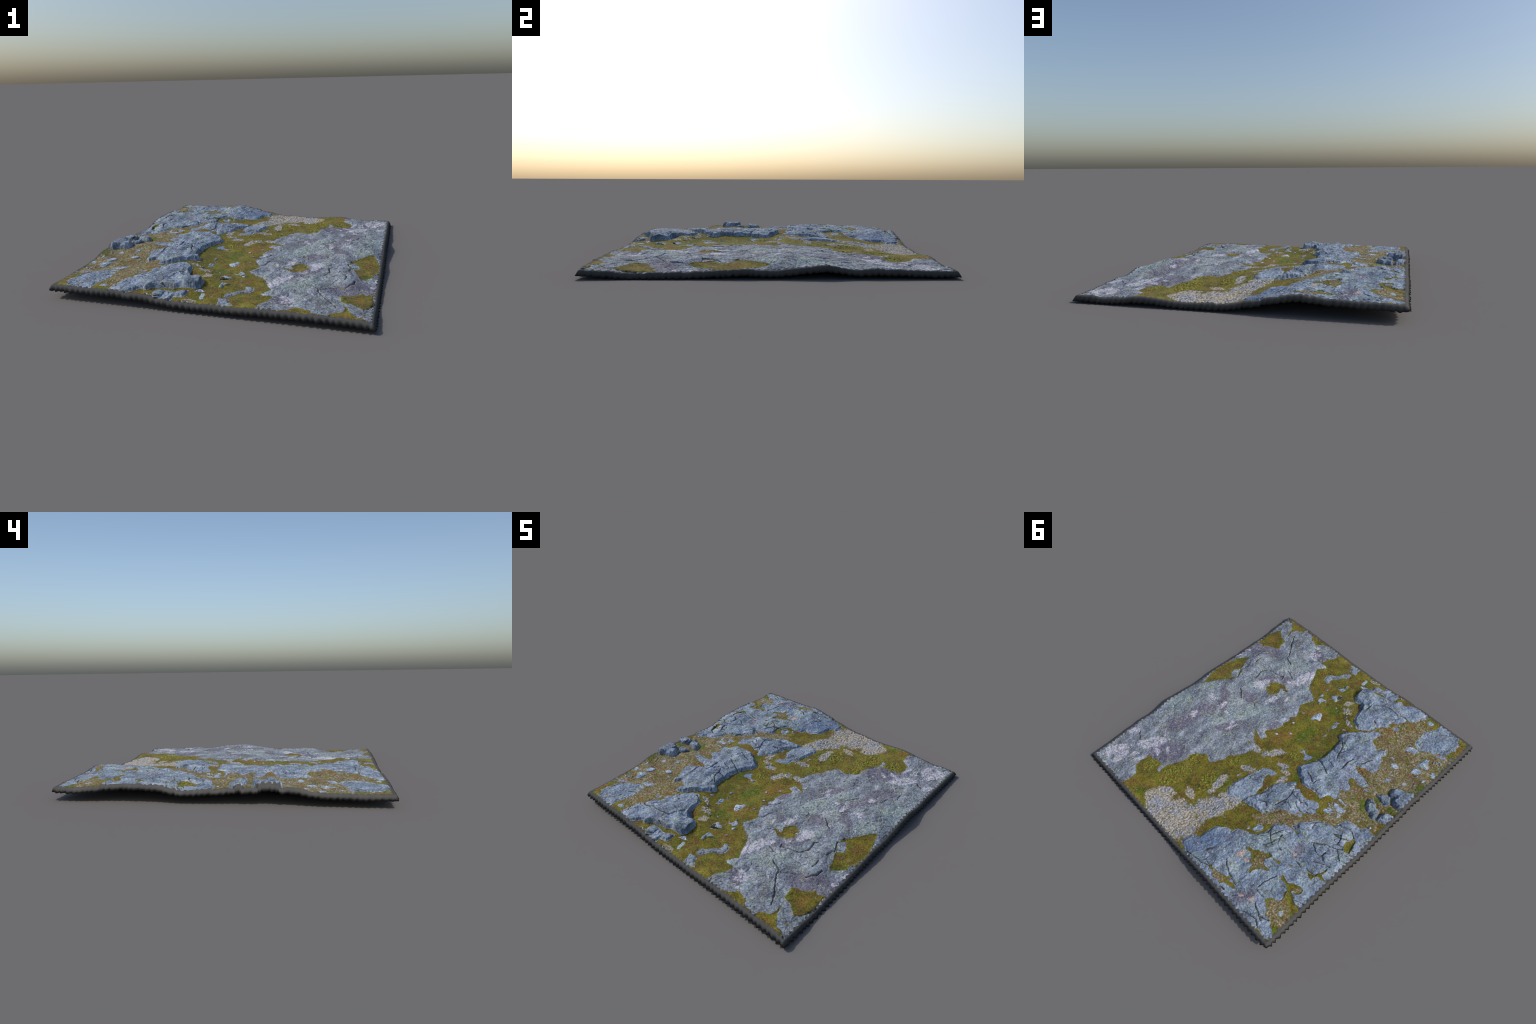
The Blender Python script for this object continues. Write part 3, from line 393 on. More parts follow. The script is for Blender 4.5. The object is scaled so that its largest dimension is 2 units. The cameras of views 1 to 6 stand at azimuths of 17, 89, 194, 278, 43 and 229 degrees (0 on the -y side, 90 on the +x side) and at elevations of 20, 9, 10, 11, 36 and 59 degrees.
def plate_height(plate, x, y):
    pts, w, a = plate
    out = a[0] + a[1] * x + a[2] * y
    for (cx, cy), c in zip(pts, w):
        r2 = (x - cx) ** 2 + (y - cy) ** 2
        out = out + c * 0.5 * r2 * np.log(r2 + 1e-12)
    return out


marks = [np.array(SURVEY)]
for side, line in RIM.items():
    line = np.array(line)[::2]
    at = np.full(len(line), {"x+": TEX_X, "x-": -TEX_X, "y+": TEX_Y, "y-": -TEX_Y}[side])
    marks.append(np.c_[at, line] if side[0] == "x" else np.c_[line[:, 0], at, line[:, 1]])
marks = np.concatenate(marks)
keep = []
for i, m in enumerate(marks):
    if all(np.hypot(*(m[:2] - marks[j][:2])) > 0.02 for j in keep):
        keep.append(i)
marks = marks[keep]
PLATE = thin_plate(marks[:, :2], marks[:, 2] - relief(marks[:, 0], marks[:, 1]), 2e-3)

nx, ny = int(round(2 * TOP_X / STEP)) + 1, int(round(2 * TOP_Y / STEP)) + 1
gx, gy = np.linspace(-TOP_X, TOP_X, nx), np.linspace(-TOP_Y, TOP_Y, ny)
X, Y = np.meshgrid(gx, gy)                       # row = y, column = x
base = plate_height(PLATE, X, Y)
lift, rock, label, crack = relief(X, Y, True)

grass = 1 - smooth(0.7, 1.15, patch_field("grass", X, Y) + 0.45 * fbm(X, Y, 0.05, 4, 3, 0.65))
lime = 1 - smooth(0.7, 1.15, patch_field("lime", X, Y) + 0.25 * fbm(X, Y, 0.06, 4, 13, 0.65))
heath = 1 - smooth(0.7, 1.15, patch_field("heath", X, Y) + 0.25 * fbm(X, Y, 0.06, 4, 23, 0.65))
soft = 1 - rock
clump = 1 - np.abs(noise(X, Y, 0.030, 61)) * 1.6
tuft = 1 - np.abs(noise(X, Y, 0.016, 67)) * 1.6
fine = 0.0
face1, joint1 = plates(X, Y, 0.085, 401)
face2, joint2 = plates(X, Y, 0.034, 431, (0.9, 1.5))
broken = smooth(-0.25, 0.35, fbm(X, Y, 0.25, 2, 451)) * np.where(X > 0.1, 0.75, 1.0)      # where the rock is most broken
fine = fine + rock * (0.0036 * fbm(X, Y, 0.14, 4, 101, 0.55) + 0.0052 * face1 * (0.35 + 0.65 * broken) + 0.0022 * face2
                      - 0.0035 * (1 - smooth(0.02, 0.09, joint1)) * broken - 0.0016 * (1 - smooth(0.03, 0.14, joint2))
                      - 0.0018 * (1 - smooth(0.0, 0.16, np.abs(fbm(X + 0.3 * Y, Y - 0.3 * X, 0.085, 3, 131))))
                      + 0.0012 * noise(X, Y, 0.013, 151) + 0.0007 * noise(X, Y, 0.0075, 157))
fine = fine + soft * (0.0030 * fbm(X, Y, 0.10, 3, 201) + 0.0012 * tuft + 0.0008 * noise(X, Y, 0.009, 207))
fine = fine + soft * (grass * (0.0050 * clump + 0.0030 * tuft - 0.004) + lime * (0.0060 * clump + 0.0026 * tuft - 0.004)
                      + heath * (0.0014 * clump))
crack |= (joint1 < 0.040) & (broken > 0.8) & (rock > 0.9) & (noise(X, Y, 0.06, 461) > -0.1) & (X < 0.1)
crack |= (joint2 < 0.045) & (broken > 0.85) & (rock > 0.9) & (noise(X, Y, 0.08, 463) > 0.30)
Z = base + lift + fine

# ------------------------------------------------------------------ parting the sheet by matter
cx, cy = 0.5 * (X[:-1, :-1] + X[1:, 1:]), 0.5 * (Y[:-1, :-1] + Y[1:, 1:])


def tooth(s, seed):
    s = s + 0.009 * noise(s, s * 0 + seed, 0.06, seed)
    t = np.abs(((s / TOOTH) % 1.0) * 2 - 1)      # triangle 0..1
    return (2 * t - 1) * (0.9 + 0.4 * noise(s, s * 0 + seed + 3, 0.045, seed + 50))


AMP = 0.0080
outside = (cx > TEX_X + AMP * tooth(cy, 1)) | (cx < -TEX_X - AMP * tooth(cy, 2)) | \
          (cy > TEX_Y + AMP * tooth(cx, 3)) | (cy < -TEX_Y - AMP * tooth(cx, 4))


def at_faces(v):
    return 0.25 * (v[:-1, :-1] + v[1:, :-1] + v[:-1, 1:] + v[1:, 1:])


face_label = label[:-1, :-1].copy()
GROUPS = {"moss_carpet": -1, "heath_mat": -2, "reindeer_lichen_mat": -3, "cushion_moss": -4, "dark_crevice": -5, "cut_rim": -6}
bare = face_label == -1
face_label[bare & (at_faces(heath) > 0.5)] = -2
face_label[bare & (at_faces(grass) > 0.5) & (cy > 0.66) & (cx > -0.2)] = -3
face_label[bare & (at_faces(lime) > 0.5)] = -4
face_label[crack[:-1, :-1]] = -5
face_label[outside] = -6

gzy, gzx = np.gradient(Z, STEP, STEP)
NRM = np.stack([-gzx, -gzy, np.ones_like(Z)], -1)
NRM /= np.linalg.norm(NRM, axis=-1, keepdims=True)
VERT = np.stack([X, Y, Z], -1).reshape(-1, 3)
NRM = NRM.reshape(-1, 3)
ids = np.arange(nx * ny).reshape(ny, nx)
QUADS = np.stack([ids[:-1, :-1], ids[:-1, 1:], ids[1:, 1:], ids[1:, :-1]], -1).reshape(-1, 4)

# ------------------------------------------------------------------ materials
def lin(r, g, b):
    f = lambda c: c / 12.92 if c <= 0.04045 else ((c + 0.055) / 1.055) ** 2.4
    return (f(r / 255), f(g / 255), f(b / 255), 1.0)


class Shader:
    def __init__(self, name):
        self.mat = bpy.data.materials.new(name)
        self.mat.use_nodes = True
        self.t = self.mat.node_tree
        self.bsdf = self.t.nodes["Principled BSDF"]
        self.bsdf.inputs["Specular IOR Level"].default_value = 0.25
        self.coord = self.t.nodes.new("ShaderNodeTexCoord").outputs["Object"]

    def put(self, socket, value):
        if hasattr(value, "is_output"):
            self.t.links.new(value, socket)
        else:
            socket.default_value = value

    def noise(self, scale, detail=4.0, rough=0.55, where=None, offset=0.0, colour=False, stretch=None):
        n = self.t.nodes.new("ShaderNodeTexNoise")
        where = where or self.coord
        if offset or stretch:
            m = self.t.nodes.new("ShaderNodeMapping")
            m.inputs["Location"].default_value = (offset, offset * 0.7, 0)
            if stretch:
                m.inputs["Rotation"].default_value = (0, 0, stretch[0])
                m.inputs["Scale"].default_value = (stretch[1], stretch[2], 1)
            self.t.links.new(where, m.inputs["Vector"])
            where = m.outputs[0]
        self.t.links.new(where, n.inputs["Vector"])
        n.inputs["Scale"].default_value, n.inputs["Detail"].default_value, n.inputs["Roughness"].default_value = scale, detail, rough
        return n.outputs["Color" if colour else "Fac"]

    def cells(self, scale, where=None, random=1.0):
        n = self.t.nodes.new("ShaderNodeTexVoronoi")
        self.t.links.new(where or self.coord, n.inputs["Vector"])
        n.inputs["Scale"].default_value, n.inputs["Randomness"].default_value = scale, random
        return n.outputs["Distance"]

    def math(self, op, a, b=0.0, clamp=False):
        n = self.t.nodes.new("ShaderNodeMath")
        n.operation, n.use_clamp = op, clamp
        self.put(n.inputs[0], a)
        self.put(n.inputs[1], b)
        return n.outputs[0]

    def band(self, value, a, b, lo=0.0, hi=1.0):
        n = self.t.nodes.new("ShaderNodeMapRange")
        n.interpolation_type = "SMOOTHSTEP"
        self.put(n.inputs["Value"], value)
        for k, v in zip(("From Min", "From Max", "To Min", "To Max"), (a, b, lo, hi)):
            n.inputs[k].default_value = v
        return n.outputs[0]

    def ramp(self, value, *stops):
        n = self.t.nodes.new("ShaderNodeValToRGB")
        e = n.color_ramp.elements
        while len(e) < len(stops):
            e.new(0.5)
        for s, (pos, col) in zip(e, stops):
            s.position, s.color = pos, lin(*col)
        self.put(n.inputs[0], value)
        return n.outputs[0]

    def mix(self, fac, a, b, mode="MIX"):
        n = self.t.nodes.new("ShaderNodeMix")
        n.data_type, n.blend_type = "RGBA", mode
        self.put(n.inputs[0], fac)
        self.put(n.inputs[6], a if hasattr(a, "is_output") else lin(*a))
        self.put(n.inputs[7], b if hasattr(b, "is_output") else lin(*b))
        return n.outputs[2]

    def warped(self, scale, amount, offset=0.0):
        c = self.noise(scale, 5.0, 0.6, colour=True, offset=offset)
        s = self.t.nodes.new("ShaderNodeVectorMath")
        s.operation = "SUBTRACT"
        self.t.links.new(c, s.inputs[0])
        s.inputs[1].default_value = (0.5, 0.5, 0.5)
        m = self.t.nodes.new("ShaderNodeVectorMath")
        m.operation = "MULTIPLY_ADD"
        self.t.links.new(s.outputs[0], m.inputs[0])
        m.inputs[1].default_value = (amount, amount, amount)
        self.t.links.new(self.coord, m.inputs[2])
        return m.outputs[0]

    def patches(self, kind, where):
        """distance field of the patches of a kind: 0 in the middle, 1 on the border"""
        x, y = self.parted(where)
        best = None
        for px, py, r, ang, ratio in PATCHES[kind]:
            c, n = cos(ang), sin(ang)
            u = self.madd(y, n / r, self.madd(x, c / r, -(px * c + py * n) / r))
            q = r * ratio
            v = self.madd(y, c / q, self.madd(x, -n / q, (px * n - py * c) / q))
            d = self.madd(u, u, self.math("MULTIPLY", v, v))
            best = d if best is None else self.math("MINIMUM", best, d)
        return self.math("SQRT", best)

    def parted(self, where):
        n = self.t.nodes.new("ShaderNodeSeparateXYZ")
        self.t.links.new(where, n.inputs[0])
        return n.outputs[0], n.outputs[1]

    def madd(self, a, b, c):
        n = self.t.nodes.new("ShaderNodeMath")
        n.operation = "MULTIPLY_ADD"
        for k, v in enumerate((a, b, c)):
            self.put(n.inputs[k], v)
        return n.outputs[0]

    def finish(self, colour, rough, bump, distance=0.002, strength=0.5):
        self.put(self.bsdf.inputs["Base Color"], colour)
        self.put(self.bsdf.inputs["Roughness"], rough)
        b = self.t.nodes.new("ShaderNodeBump")
        b.inputs["Strength"].default_value, b.inputs["Distance"].default_value = strength, distance
        self.put(b.inputs["Height"], bump)
        self.t.links.new(b.outputs[0], self.bsdf.inputs["Normal"])
        return self.mat


def rock_material(name="lichened_rock", light=1.32):
    s = Shader(name)
    w = s.warped(22, 0.075)
    w2 = s.warped(40, 0.030, 3.0)
    broad = s.noise(9, 7, 0.62, stretch=(0.25, 1.9, 0.75))
    grain = s.noise(75, 6, 0.7, offset=2.0)
    speck = s.noise(190, 3, 0.7, offset=5.0)
    tone = s.math("ADD", s.math("MULTIPLY", broad, 0.52), s.math("MULTIPLY", grain, 0.48))
    west = s.ramp(tone, (0.36, (66, 74, 88)), (0.45, (102, 116, 136)), (0.53, (133, 148, 169)), (0.63, (176, 188, 204)))
    east = s.ramp(tone, (0.36, (74, 78, 89)), (0.45, (108, 115, 128)), (0.53, (136, 145, 157)), (0.63, (178, 184, 194)))
    sep = s.t.nodes.new("ShaderNodeSeparateXYZ")
    s.t.links.new(s.coord, sep.inputs[0])
    col = s.mix(s.band(sep.outputs[0], 0.0, 0.25), west, east)
    # slate-blue face, blue-green crust lichen, violet-brown weathering stain
    col = s.mix(s.math("MULTIPLY", s.band(s.patches("slate", w), 1.2, 0.6), 0.75), col, s.ramp(grain, (0.35, (78, 95, 128)), (0.65, (118, 138, 172))))
    teal = s.math("MAXIMUM", s.band(s.patches("teal", w), 1.3, 0.5), s.band(s.noise(11, 5, 0.6, offset=9.0), 0.52, 0.62))
    col = s.mix(s.math("MULTIPLY", teal, 0.48), col, s.ramp(grain, (0.35, (98, 116, 124)), (0.52, (136, 154, 160)), (0.66, (168, 186, 190))))
    stain = s.math("MAXIMUM", s.band(s.patches("purple", w), 1.25, 0.55), s.math("MULTIPLY", s.band(s.noise(9, 5, 0.6, offset=14.0), 0.56, 0.68), 0.6))
    col = s.mix(s.math("MULTIPLY", stain, 0.85), col, s.ramp(grain, (0.34, (84, 82, 99)), (0.52, (107, 105, 122)), (0.68, (140, 140, 155))))
    # pale crusts with a crisp border
    pale = s.band(s.math("ADD", s.patches("pale", w), s.math("MULTIPLY", s.math("SUBTRACT", s.noise(48, 5, 0.7, offset=19.0), 0.5), 1.5)), 1.12, 0.92)
    col = s.mix(s.math("MULTIPLY", pale, s.band(s.noise(60, 5, 0.7, offset=91.0), 0.40, 0.54, 0.12, 0.92)), col, s.ramp(speck, (0.35, (172, 170, 184)), (0.6, (200, 199, 212))))
    spots = s.math("MULTIPLY", s.band(s.noise(58, 4, 0.6, offset=21.0), 0.635, 0.67), s.band(s.noise(6, 3, offset=17.0), 0.45, 0.6))
    col = s.mix(spots, col, s.ramp(speck, (0.35, (168, 172, 186)), (0.6, (196, 200, 212))))
    col = s.mix(s.band(s.patches("pink", w2), 1.1, 0.85), col, s.ramp(speck, (0.35, (165, 140, 138)), (0.6, (190, 168, 164))))
    # map lichen in yellow-green dots
    near = s.math("MAXIMUM", s.band(s.patches("yellow", w), 1.5, 0.5), s.math("MULTIPLY", s.band(s.noise(13, 4, offset=31.0), 0.50, 0.62), 0.8))
    dots = s.math("MULTIPLY", s.band(s.noise(95, 4, 0.6, offset=27.0), 0.55, 0.61), near)
    col = s.mix(s.math("MULTIPLY", dots, 0.8), col, s.ramp(speck, (0.3, (150, 162, 100)), (0.65, (186, 198, 128))))
    # black and brown crumbs, shade of cracks drawn as thin dark lines
    crumbs = s.math("MULTIPLY", s.band(s.noise(110, 4, 0.65, offset=41.0), 0.63, 0.70), s.band(s.noise(8, 3, offset=44.0), 0.36, 0.6))
    col = s.mix(s.math("MULTIPLY", crumbs, 0.8), col, (56, 58, 58))
    crack_shade = s.math("SUBTRACT", 1.0, s.band(s.math("ABSOLUTE", s.math("SUBTRACT", s.noise(15, 5, 0.6, offset=51.0, stretch=(0.5, 1.0, 1.6)), 0.5)), 0.004, 0.013))
    crack_shade = s.math("MULTIPLY", crack_shade, s.band(s.noise(5, 2, offset=57.0), 0.44, 0.56))
    col = s.mix(s.math("MULTIPLY", crack_shade, 0.85), col, (66, 60, 44))
    fine_crack_shade = s.math("SUBTRACT", 1.0, s.band(s.math("ABSOLUTE", s.math("SUBTRACT", s.noise(34, 5, 0.65, offset=81.0, stretch=(0.7, 1.0, 1.9)), 0.5)), 0.004, 0.016))
    fine_crack_shade = s.math("MULTIPLY", fine_crack_shade, s.band(s.noise(9, 3, offset=87.0), 0.46, 0.58))
    col = s.mix(s.math("MULTIPLY", fine_crack_shade, 0.75), col, (50, 54, 60))
    flakes = s.math("MULTIPLY", s.band(s.noise(30, 5, 0.65, offset=61.0), 0.61, 0.66), 0.75)
    col = s.mix(flakes, col, s.ramp(grain, (0.4, (92, 84, 48)), (0.6, (120, 108, 62))))
    col = s.mix(0.55, col, s.ramp(speck, (0.3, (150, 150, 150)), (0.5, (188, 188, 188)), (0.7, (226, 226, 226))), "MULTIPLY")
    gain = s.t.nodes.new("ShaderNodeMix")
    gain.data_type, gain.blend_type = "RGBA", "MULTIPLY"
    gain.inputs[0].default_value = 1.0
    gain.inputs[7].default_value = (light, light, light, 1)
    s.t.links.new(col, gain.inputs[6])
    bump = s.math("ADD", s.noise(110, 8, 0.75, offset=71.0), s.math("MULTIPLY", speck, 0.5))
    return s.finish(gain.outputs[2], s.band(grain, 0.3, 0.7, 0.95, 0.78), bump, 0.004, 0.7)


def plant_material(name, near=(), whole=None):
    """one colouring for all growth; near: kinds whose patches lie about, whole: the kind that covers the part"""
    s = Shader(name)

    def mask(kind, hi, lo, amount=1.0, shift=None):
        if kind == whole:
            return amount
        if kind not in near:
            return None
        d = s.patches(kind, w)
        return s.math("MULTIPLY", s.band(s.math("ADD", d, shift) if shift else d, hi, lo), amount)

    w = s.warped(20, 0.085)
    broad = s.noise(14, 6, 0.6)
    grain = s.noise(90, 6, 0.7, offset=2.0)
    leaf = s.noise(230, 3, 0.7, offset=6.0)
    tone = s.math("ADD", s.math("MULTIPLY", broad, 0.5), s.math("MULTIPLY", grain, 0.5))
    col = s.ramp(tone, (0.36, (62, 57, 20)), (0.45, (98, 90, 28)), (0.53, (122, 114, 32)), (0.61, (134, 130, 48)), (0.68, (156, 152, 100)))
    col = s.mix(s.math("MULTIPLY", s.band(s.noise(11, 5, 0.6, offset=7.0), 0.50, 0.64), 0.8), col, s.ramp(grain, (0.36, (70, 76, 20)), (0.60, (116, 124, 38))))
    col = s.mix(s.band(s.noise(17, 5, 0.6, offset=11.0), 0.52, 0.66), col, s.ramp(grain, (0.36, (82, 64, 28)), (0.60, (122, 98, 46))))
    col = s.mix(s.math("MULTIPLY", s.band(s.noise(38, 5, 0.65, offset=71.0), 0.60, 0.68), 0.6), col, s.ramp(grain, (0.36, (112, 96, 72)), (0.62, (160, 148, 122))))
    f = mask("heath", 1.2, 0.75)
    if f is not None:
        hc = s.ramp(grain, (0.32, (64, 59, 38)), (0.42, (102, 93, 60)), (0.51, (132, 122, 88)), (0.59, (162, 152, 124)), (0.68, (200, 192, 176)))
        hc = s.mix(s.band(s.noise(26, 5, 0.65, offset=13.0), 0.50, 0.62), hc, s.ramp(grain, (0.36, (92, 88, 34)), (0.62, (128, 124, 56))))
        hc = s.mix(s.band(s.noise(21, 5, 0.65, offset=19.0), 0.55, 0.66), hc, s.ramp(grain, (0.36, (102, 74, 48)), (0.62, (150, 118, 90))))
        hc = s.mix(s.math("MULTIPLY", s.band(s.noise(32, 5, 0.65, offset=23.0), 0.58, 0.66), 0.7), hc, s.ramp(grain, (0.36, (124, 130, 104)), (0.62, (172, 178, 152))))
        hc = s.mix(s.math("MULTIPLY", s.band(s.noise(12, 5, 0.6, offset=73.0), 0.50, 0.62), 0.75), hc, s.ramp(grain, (0.34, (66, 54, 30)), (0.50, (106, 88, 50)), (0.66, (146, 128, 92))))
        hc = s.mix(s.math("MULTIPLY", s.band(s.noise(13, 5, 0.6, offset=77.0), 0.54, 0.64), 0.8), hc, s.ramp(grain, (0.34, (68, 68, 26)), (0.50, (104, 104, 42)), (0.66, (140, 138, 82))))
        col = s.mix(f, col, hc)
    f = mask("rust", 1.3, 0.4, 0.6)
    if f is not None:
        col = s.mix(f, col, s.ramp(grain, (0.34, (90, 64, 26)), (0.50, (126, 94, 38)), (0.66, (162, 130, 80))))
    f = mask("vivid", 1.25, 0.55, 0.85)
    if f is not None:
        col = s.mix(f, col, s.ramp(grain, (0.34, (54, 66, 12)), (0.50, (86, 102, 20)), (0.66, (116, 132, 40))))
    f = mask("lime", 1.2, 0.75)
    if f is not None:
        lc = s.ramp(grain, (0.33, (40, 44, 18)), (0.43, (88, 90, 28)), (0.54, (130, 130, 42)), (0.66, (162, 164, 74)))
        lc = s.mix(s.math("MULTIPLY", s.band(s.noise(20, 4, offset=29.0), 0.50, 0.62), 0.7), lc, s.ramp(grain, (0.35, (92, 72, 26)), (0.62, (146, 116, 48))))
        col = s.mix(f, col, lc)
    ragged_edge = s.math("MULTIPLY", s.math("SUBTRACT", s.noise(45, 5, 0.7, offset=43.0), 0.5), 1.1) if "grass" in near else None
    f = mask("grass", 1.12, 0.80, 1.0, ragged_edge)
    if f is not None:
        gc = s.ramp(grain, (0.30, (74, 78, 64)), (0.41, (128, 126, 108)), (0.50, (168, 162, 144)), (0.62, (204, 194, 176)))
        gc = s.mix(s.band(s.noise(12, 4, offset=37.0), 0.46, 0.60), gc, s.ramp(grain, (0.32, (84, 92, 90)), (0.46, (138, 144, 146)), (0.62, (188, 190, 194))))
        gc = s.mix(s.math("MULTIPLY", s.band(s.noise(22, 5, 0.65, offset=39.0), 0.60, 0.68), 0.85), gc, s.ramp(grain, (0.36, (72, 70, 22)), (0.62, (116, 104, 44))))
        col = s.mix(f, col, gc)
    flecks = s.math("MULTIPLY", s.band(s.noise(120, 4, 0.65, offset=47.0), 0.62, 0.68), s.band(s.noise(10, 3, offset=53.0), 0.38, 0.6))
    col = s.mix(s.math("MULTIPLY", flecks, 0.75), col, (176, 172, 140))
    col = s.mix(0.75, col, s.ramp(leaf, (0.30, (116, 116, 116)), (0.5, (182, 182, 182)), (0.70, (236, 236, 236))), "MULTIPLY")
    gain = s.t.nodes.new("ShaderNodeMix")
    gain.data_type, gain.blend_type = "RGBA", "MULTIPLY"
    gain.inputs[0].default_value = 1.0
    gain.inputs[7].default_value = (1.42, 1.40, 1.50, 1)
    s.t.links.new(col, gain.inputs[6])
    s.bsdf.inputs["Sheen Weight"].default_value = 0.05
    return s.finish(gain.outputs[2], 0.95, s.math("ADD", grain, s.math("MULTIPLY", leaf, 0.6)), 0.006, 0.8)


def crevice_material():
    s = Shader("dark_crevice")
    g = s.noise(60, 5, 0.7)
    col = s.ramp(g, (0.35, (44, 44, 38)), (0.5, (66, 61, 44)), (0.65, (96, 88, 56)))  # darkened to match the dark look of the deep cracks
    return s.finish(col, 0.95, g, 0.003, 0.5)


def earth_material():
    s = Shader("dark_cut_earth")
    g = s.noise(18, 4, 0.6)
    col = s.ramp(g, (0.35, (74, 74, 73)), (0.65, (80, 80, 79)))
    s.bsdf.inputs["Specular IOR Level"].default_value = 0.1
    return s.finish(col, 0.95, g, 0.001, 0.2)


ROCK, STONE = rock_material(), rock_material("pale_stone", 1.75)
CREVICE, EARTH = crevice_material(), earth_material()
PLANTS = {
    "moss_carpet": plant_material("olive_moss", ("rust", "vivid", "grass")),
    "moss_patch": plant_material("patchy_moss", ("heath", "rust", "vivid")),
    "heath_mat": plant_material("dry_heath", ("rust", "vivid"), "heath"),
    "reindeer_lichen_mat": plant_material("pale_reindeer_lichen", ("vivid", "rust"), "grass"),
    "cushion_moss": plant_material("yellow_cushion_moss", ("rust",), "lime"),
}

# ------------------------------------------------------------------ objects
thing = bpy.data.objects.new("rocky_moss_ground", None)
bpy.context.collection.objects.link(thing)
thing["label"] = "square patch of lichened grey bedrock with moss and stones"
thing["category"] = "rocky ground"


def make(name, verts, faces, mat, normals=None):
    me = bpy.data.meshes.new(name)
    me.vertices.add(len(verts))
    me.vertices.foreach_set("co", np.ascontiguousarray(verts, np.float32).ravel())
    n = faces.shape[1]
    me.loops.add(faces.size)
    me.loops.foreach_set("vertex_index", np.ascontiguousarray(faces, np.int32).ravel())
    me.polygons.add(len(faces))
    me.polygons.foreach_set("loop_start", np.arange(0, faces.size, n, dtype=np.int32))
    me.polygons.foreach_set("loop_total", np.full(len(faces), n, np.int32))
    me.update(calc_edges=True)
    me.polygons.foreach_set("use_smooth", np.ones(len(faces), bool))
    me.materials.append(mat)
    if normals is not None:
        me.normals_split_custom_set_from_vertices(normals.tolist())
    ob = bpy.data.objects.new(name, me)
    ob.parent = thing
    bpy.context.collection.objects.link(ob)
    return ob


def part(name, pick, mat):
    faces = QUADS[pick.ravel()]
    if not len(faces):
        return None
    used, inv = np.unique(faces, return_inverse=True)
    return make(name, VERT[used], inv.reshape(-1, 4), mat, NRM[used])


for name, code in GROUPS.items():
    mat = {"dark_crevice": CREVICE, "cut_rim": EARTH, **PLANTS}[name]
    ob = part(name, face_label == code, mat)
    if ob and name == "dark_crevice":
        ob["kind"] = "stuff"
KIND = {"rock": "rock_slab", "moss": "moss_patch", "stone": "stone", "pebble": "pebble", "boulder": "boulder"}
for i, (kind, name, poly) in enumerate(SHAPES):
    part("bedrock" if name in ("bedrock_right", "hump") else KIND[kind], face_label == i, PLANTS["moss_patch"] if kind == "moss" else STONE if kind in ("stone", "pebble") else ROCK)

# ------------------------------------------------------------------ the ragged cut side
ring = np.concatenate([ids[0, :-1], ids[:-1, -1], ids[-1, :0:-1], ids[:0:-1, 0]])     # counter-clockwise
m = len(ring)
P = VERT[ring]
side = np.zeros((m, 2))
tee = np.zeros(m)
on = [np.isclose(P[:, 1], -TOP_Y), np.isclose(P[:, 0], TOP_X), np.isclose(P[:, 1], TOP_Y), np.isclose(P[:, 0], -TOP_X)]
for k, (mask, n) in enumerate(zip(on, ((0, -1), (1, 0), (0, 1), (-1, 0)))):
    side[mask] += n
    s = P[mask, 0] if n[0] == 0 else P[mask, 1]
    tee[mask] = tooth(s, {0: 4, 1: 1, 2: 3, 3: 2}[k])
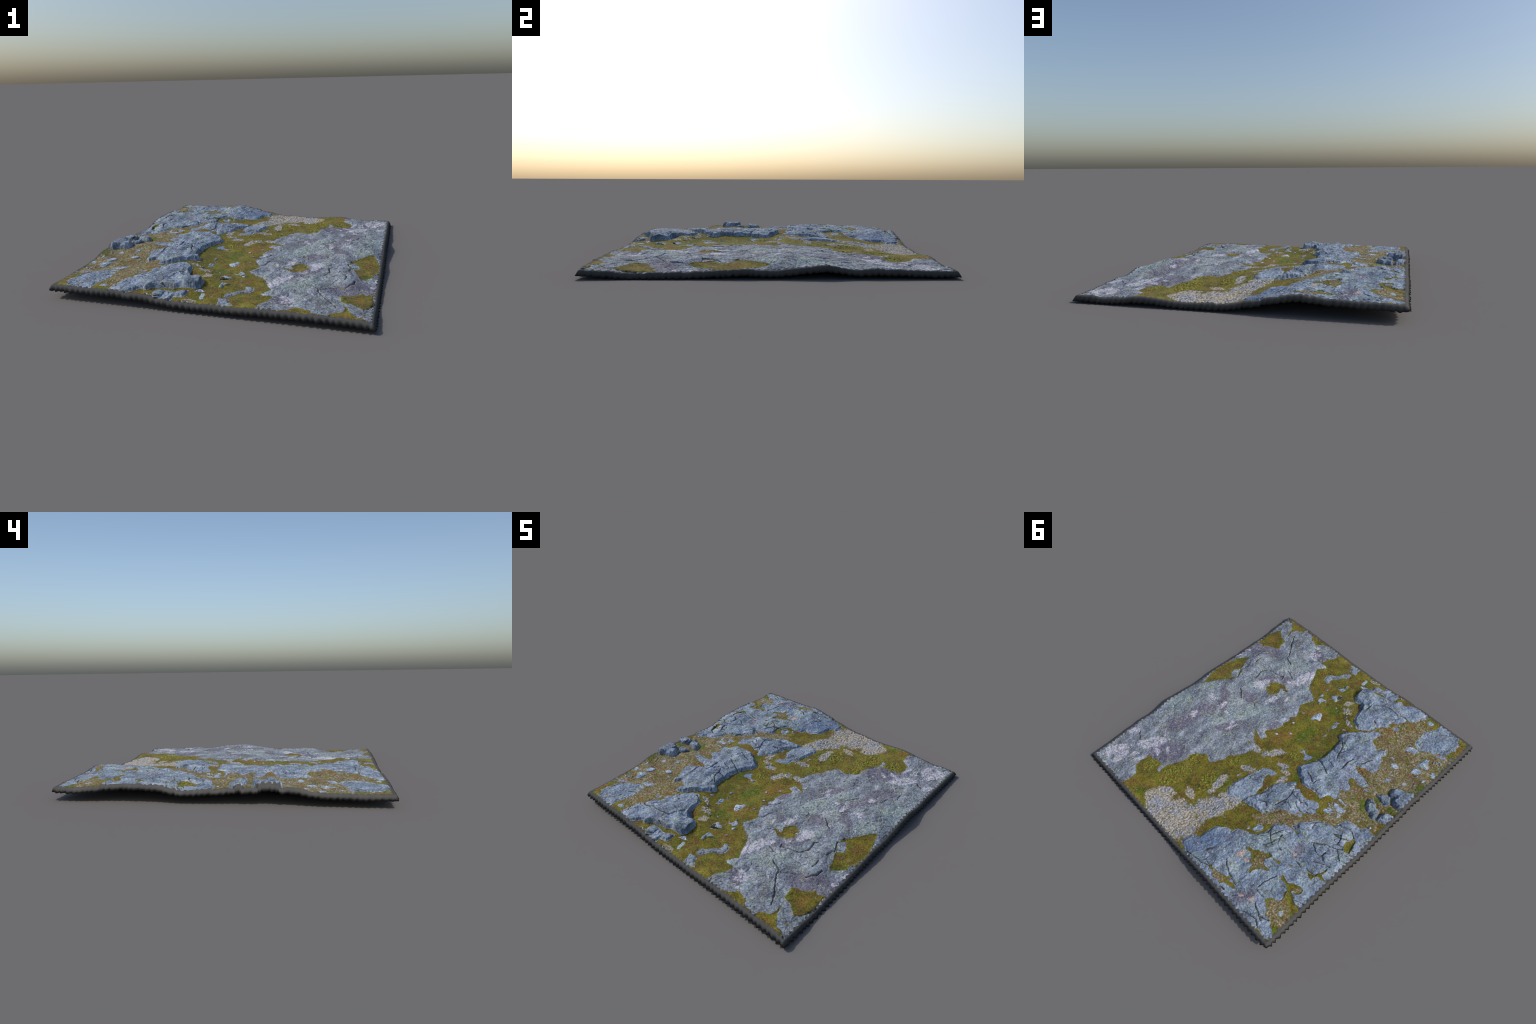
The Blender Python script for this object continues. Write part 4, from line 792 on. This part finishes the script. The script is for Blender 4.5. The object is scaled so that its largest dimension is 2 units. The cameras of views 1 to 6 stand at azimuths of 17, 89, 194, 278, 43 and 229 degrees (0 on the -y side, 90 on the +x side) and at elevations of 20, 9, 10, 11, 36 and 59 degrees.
# the foot of the side follows the level of the rim only loosely
win = np.hanning(91)
win /= win.sum()
low = np.convolve(np.concatenate([P[-45:, 2], P[:, 2], P[:45, 2]]), win, "valid")
ragged = 0.0026 * noise(np.arange(m) * STEP, np.zeros(m), 0.05, 301) + 0.0018 * noise(np.arange(m) * STEP, np.zeros(m), 0.02, 303)
PROFILE = [  # outwards, downwards, share of the tooth, how loosely it follows
    (0.0035, -0.0002, 0.05, 0.0, 75), (0.0070, 0.0012, 0.10, 0.1, 60), (0.0105, 0.0045, 0.18, 0.2, 35), (0.0135, 0.0095, 0.30, 0.35, 15),
    (0.0165, 0.0155, 0.50, 0.5, -5), (0.0195, 0.0215, 0.75, 0.65, -35), (0.0220, 0.0270, 0.95, 0.75, -60), (0.0238, 0.0300, 1.05, 0.8, -75),
    (0.0215, 0.0314, 1.0, 0.8, -85), (0.0150, 0.0310, 0.9, 0.8, -88), (0.0020, 0.0300, 0.6, 0.8, -88), (-0.030, 0.0300, 0.0, 0.8, -89)]
along = np.stack([-side[:, 1], side[:, 0]], 1)
slope = np.convolve(np.concatenate([tee[-3:], tee, tee[:3]]), np.ones(7) / 7, "valid")
slope = (np.roll(slope, -2) - np.roll(slope, 2)) / (4 * STEP) * AMP
rows, turned = [P], [np.c_[0.35 * side, np.ones(m)]]
for out, down, share, loose, tilt in PROFILE:
    t = tilt * pi / 180
    turned.append(np.c_[side * cos(t) - along * (slope * share)[:, None] * cos(t), np.full(m, sin(t))])  # shading normals tipped downward to blacken the lower half of the side
    q = P.copy()
    q[:, :2] += side * (out + AMP * share * tee)[:, None]
    level = P[:, 2] * (1 - loose) + np.minimum(low, P[:, 2] + 0.004) * loose
    q[:, 2] = np.maximum(level - down * (1 + 0.05 * share * tee) + ragged * share, 0.0)
    rows.append(q)
low_z = min(r[:, 2].min() for r in rows)
R = len(rows)
sv = np.concatenate(rows)
k = np.arange(m)
kn = (k + 1) % m
sf = np.concatenate([np.stack([j * m + k, (j + 1) * m + k, (j + 1) * m + kn, j * m + kn], 1) for j in range(R - 1)])
turned = np.concatenate(turned)
turned /= np.linalg.norm(turned, axis=1, keepdims=True)
make("cut_side", sv, sf, EARTH, turned)

# underside: follows the ground, a hand's breadth below
ux, uy = np.linspace(-0.90, 0.90, 61), np.linspace(-0.95, 0.95, 65)
UX, UY = np.meshgrid(ux, uy)
UZ = np.maximum(plate_height(PLATE, UX, UY) - 0.030, 0.004)
uid = np.arange(UX.size).reshape(UX.shape)
make("underside", np.stack([UX, UY, UZ], -1).reshape(-1, 3),
     np.stack([uid[:-1, :-1], uid[1:, :-1], uid[1:, 1:], uid[:-1, 1:]], -1).reshape(-1, 4), EARTH)
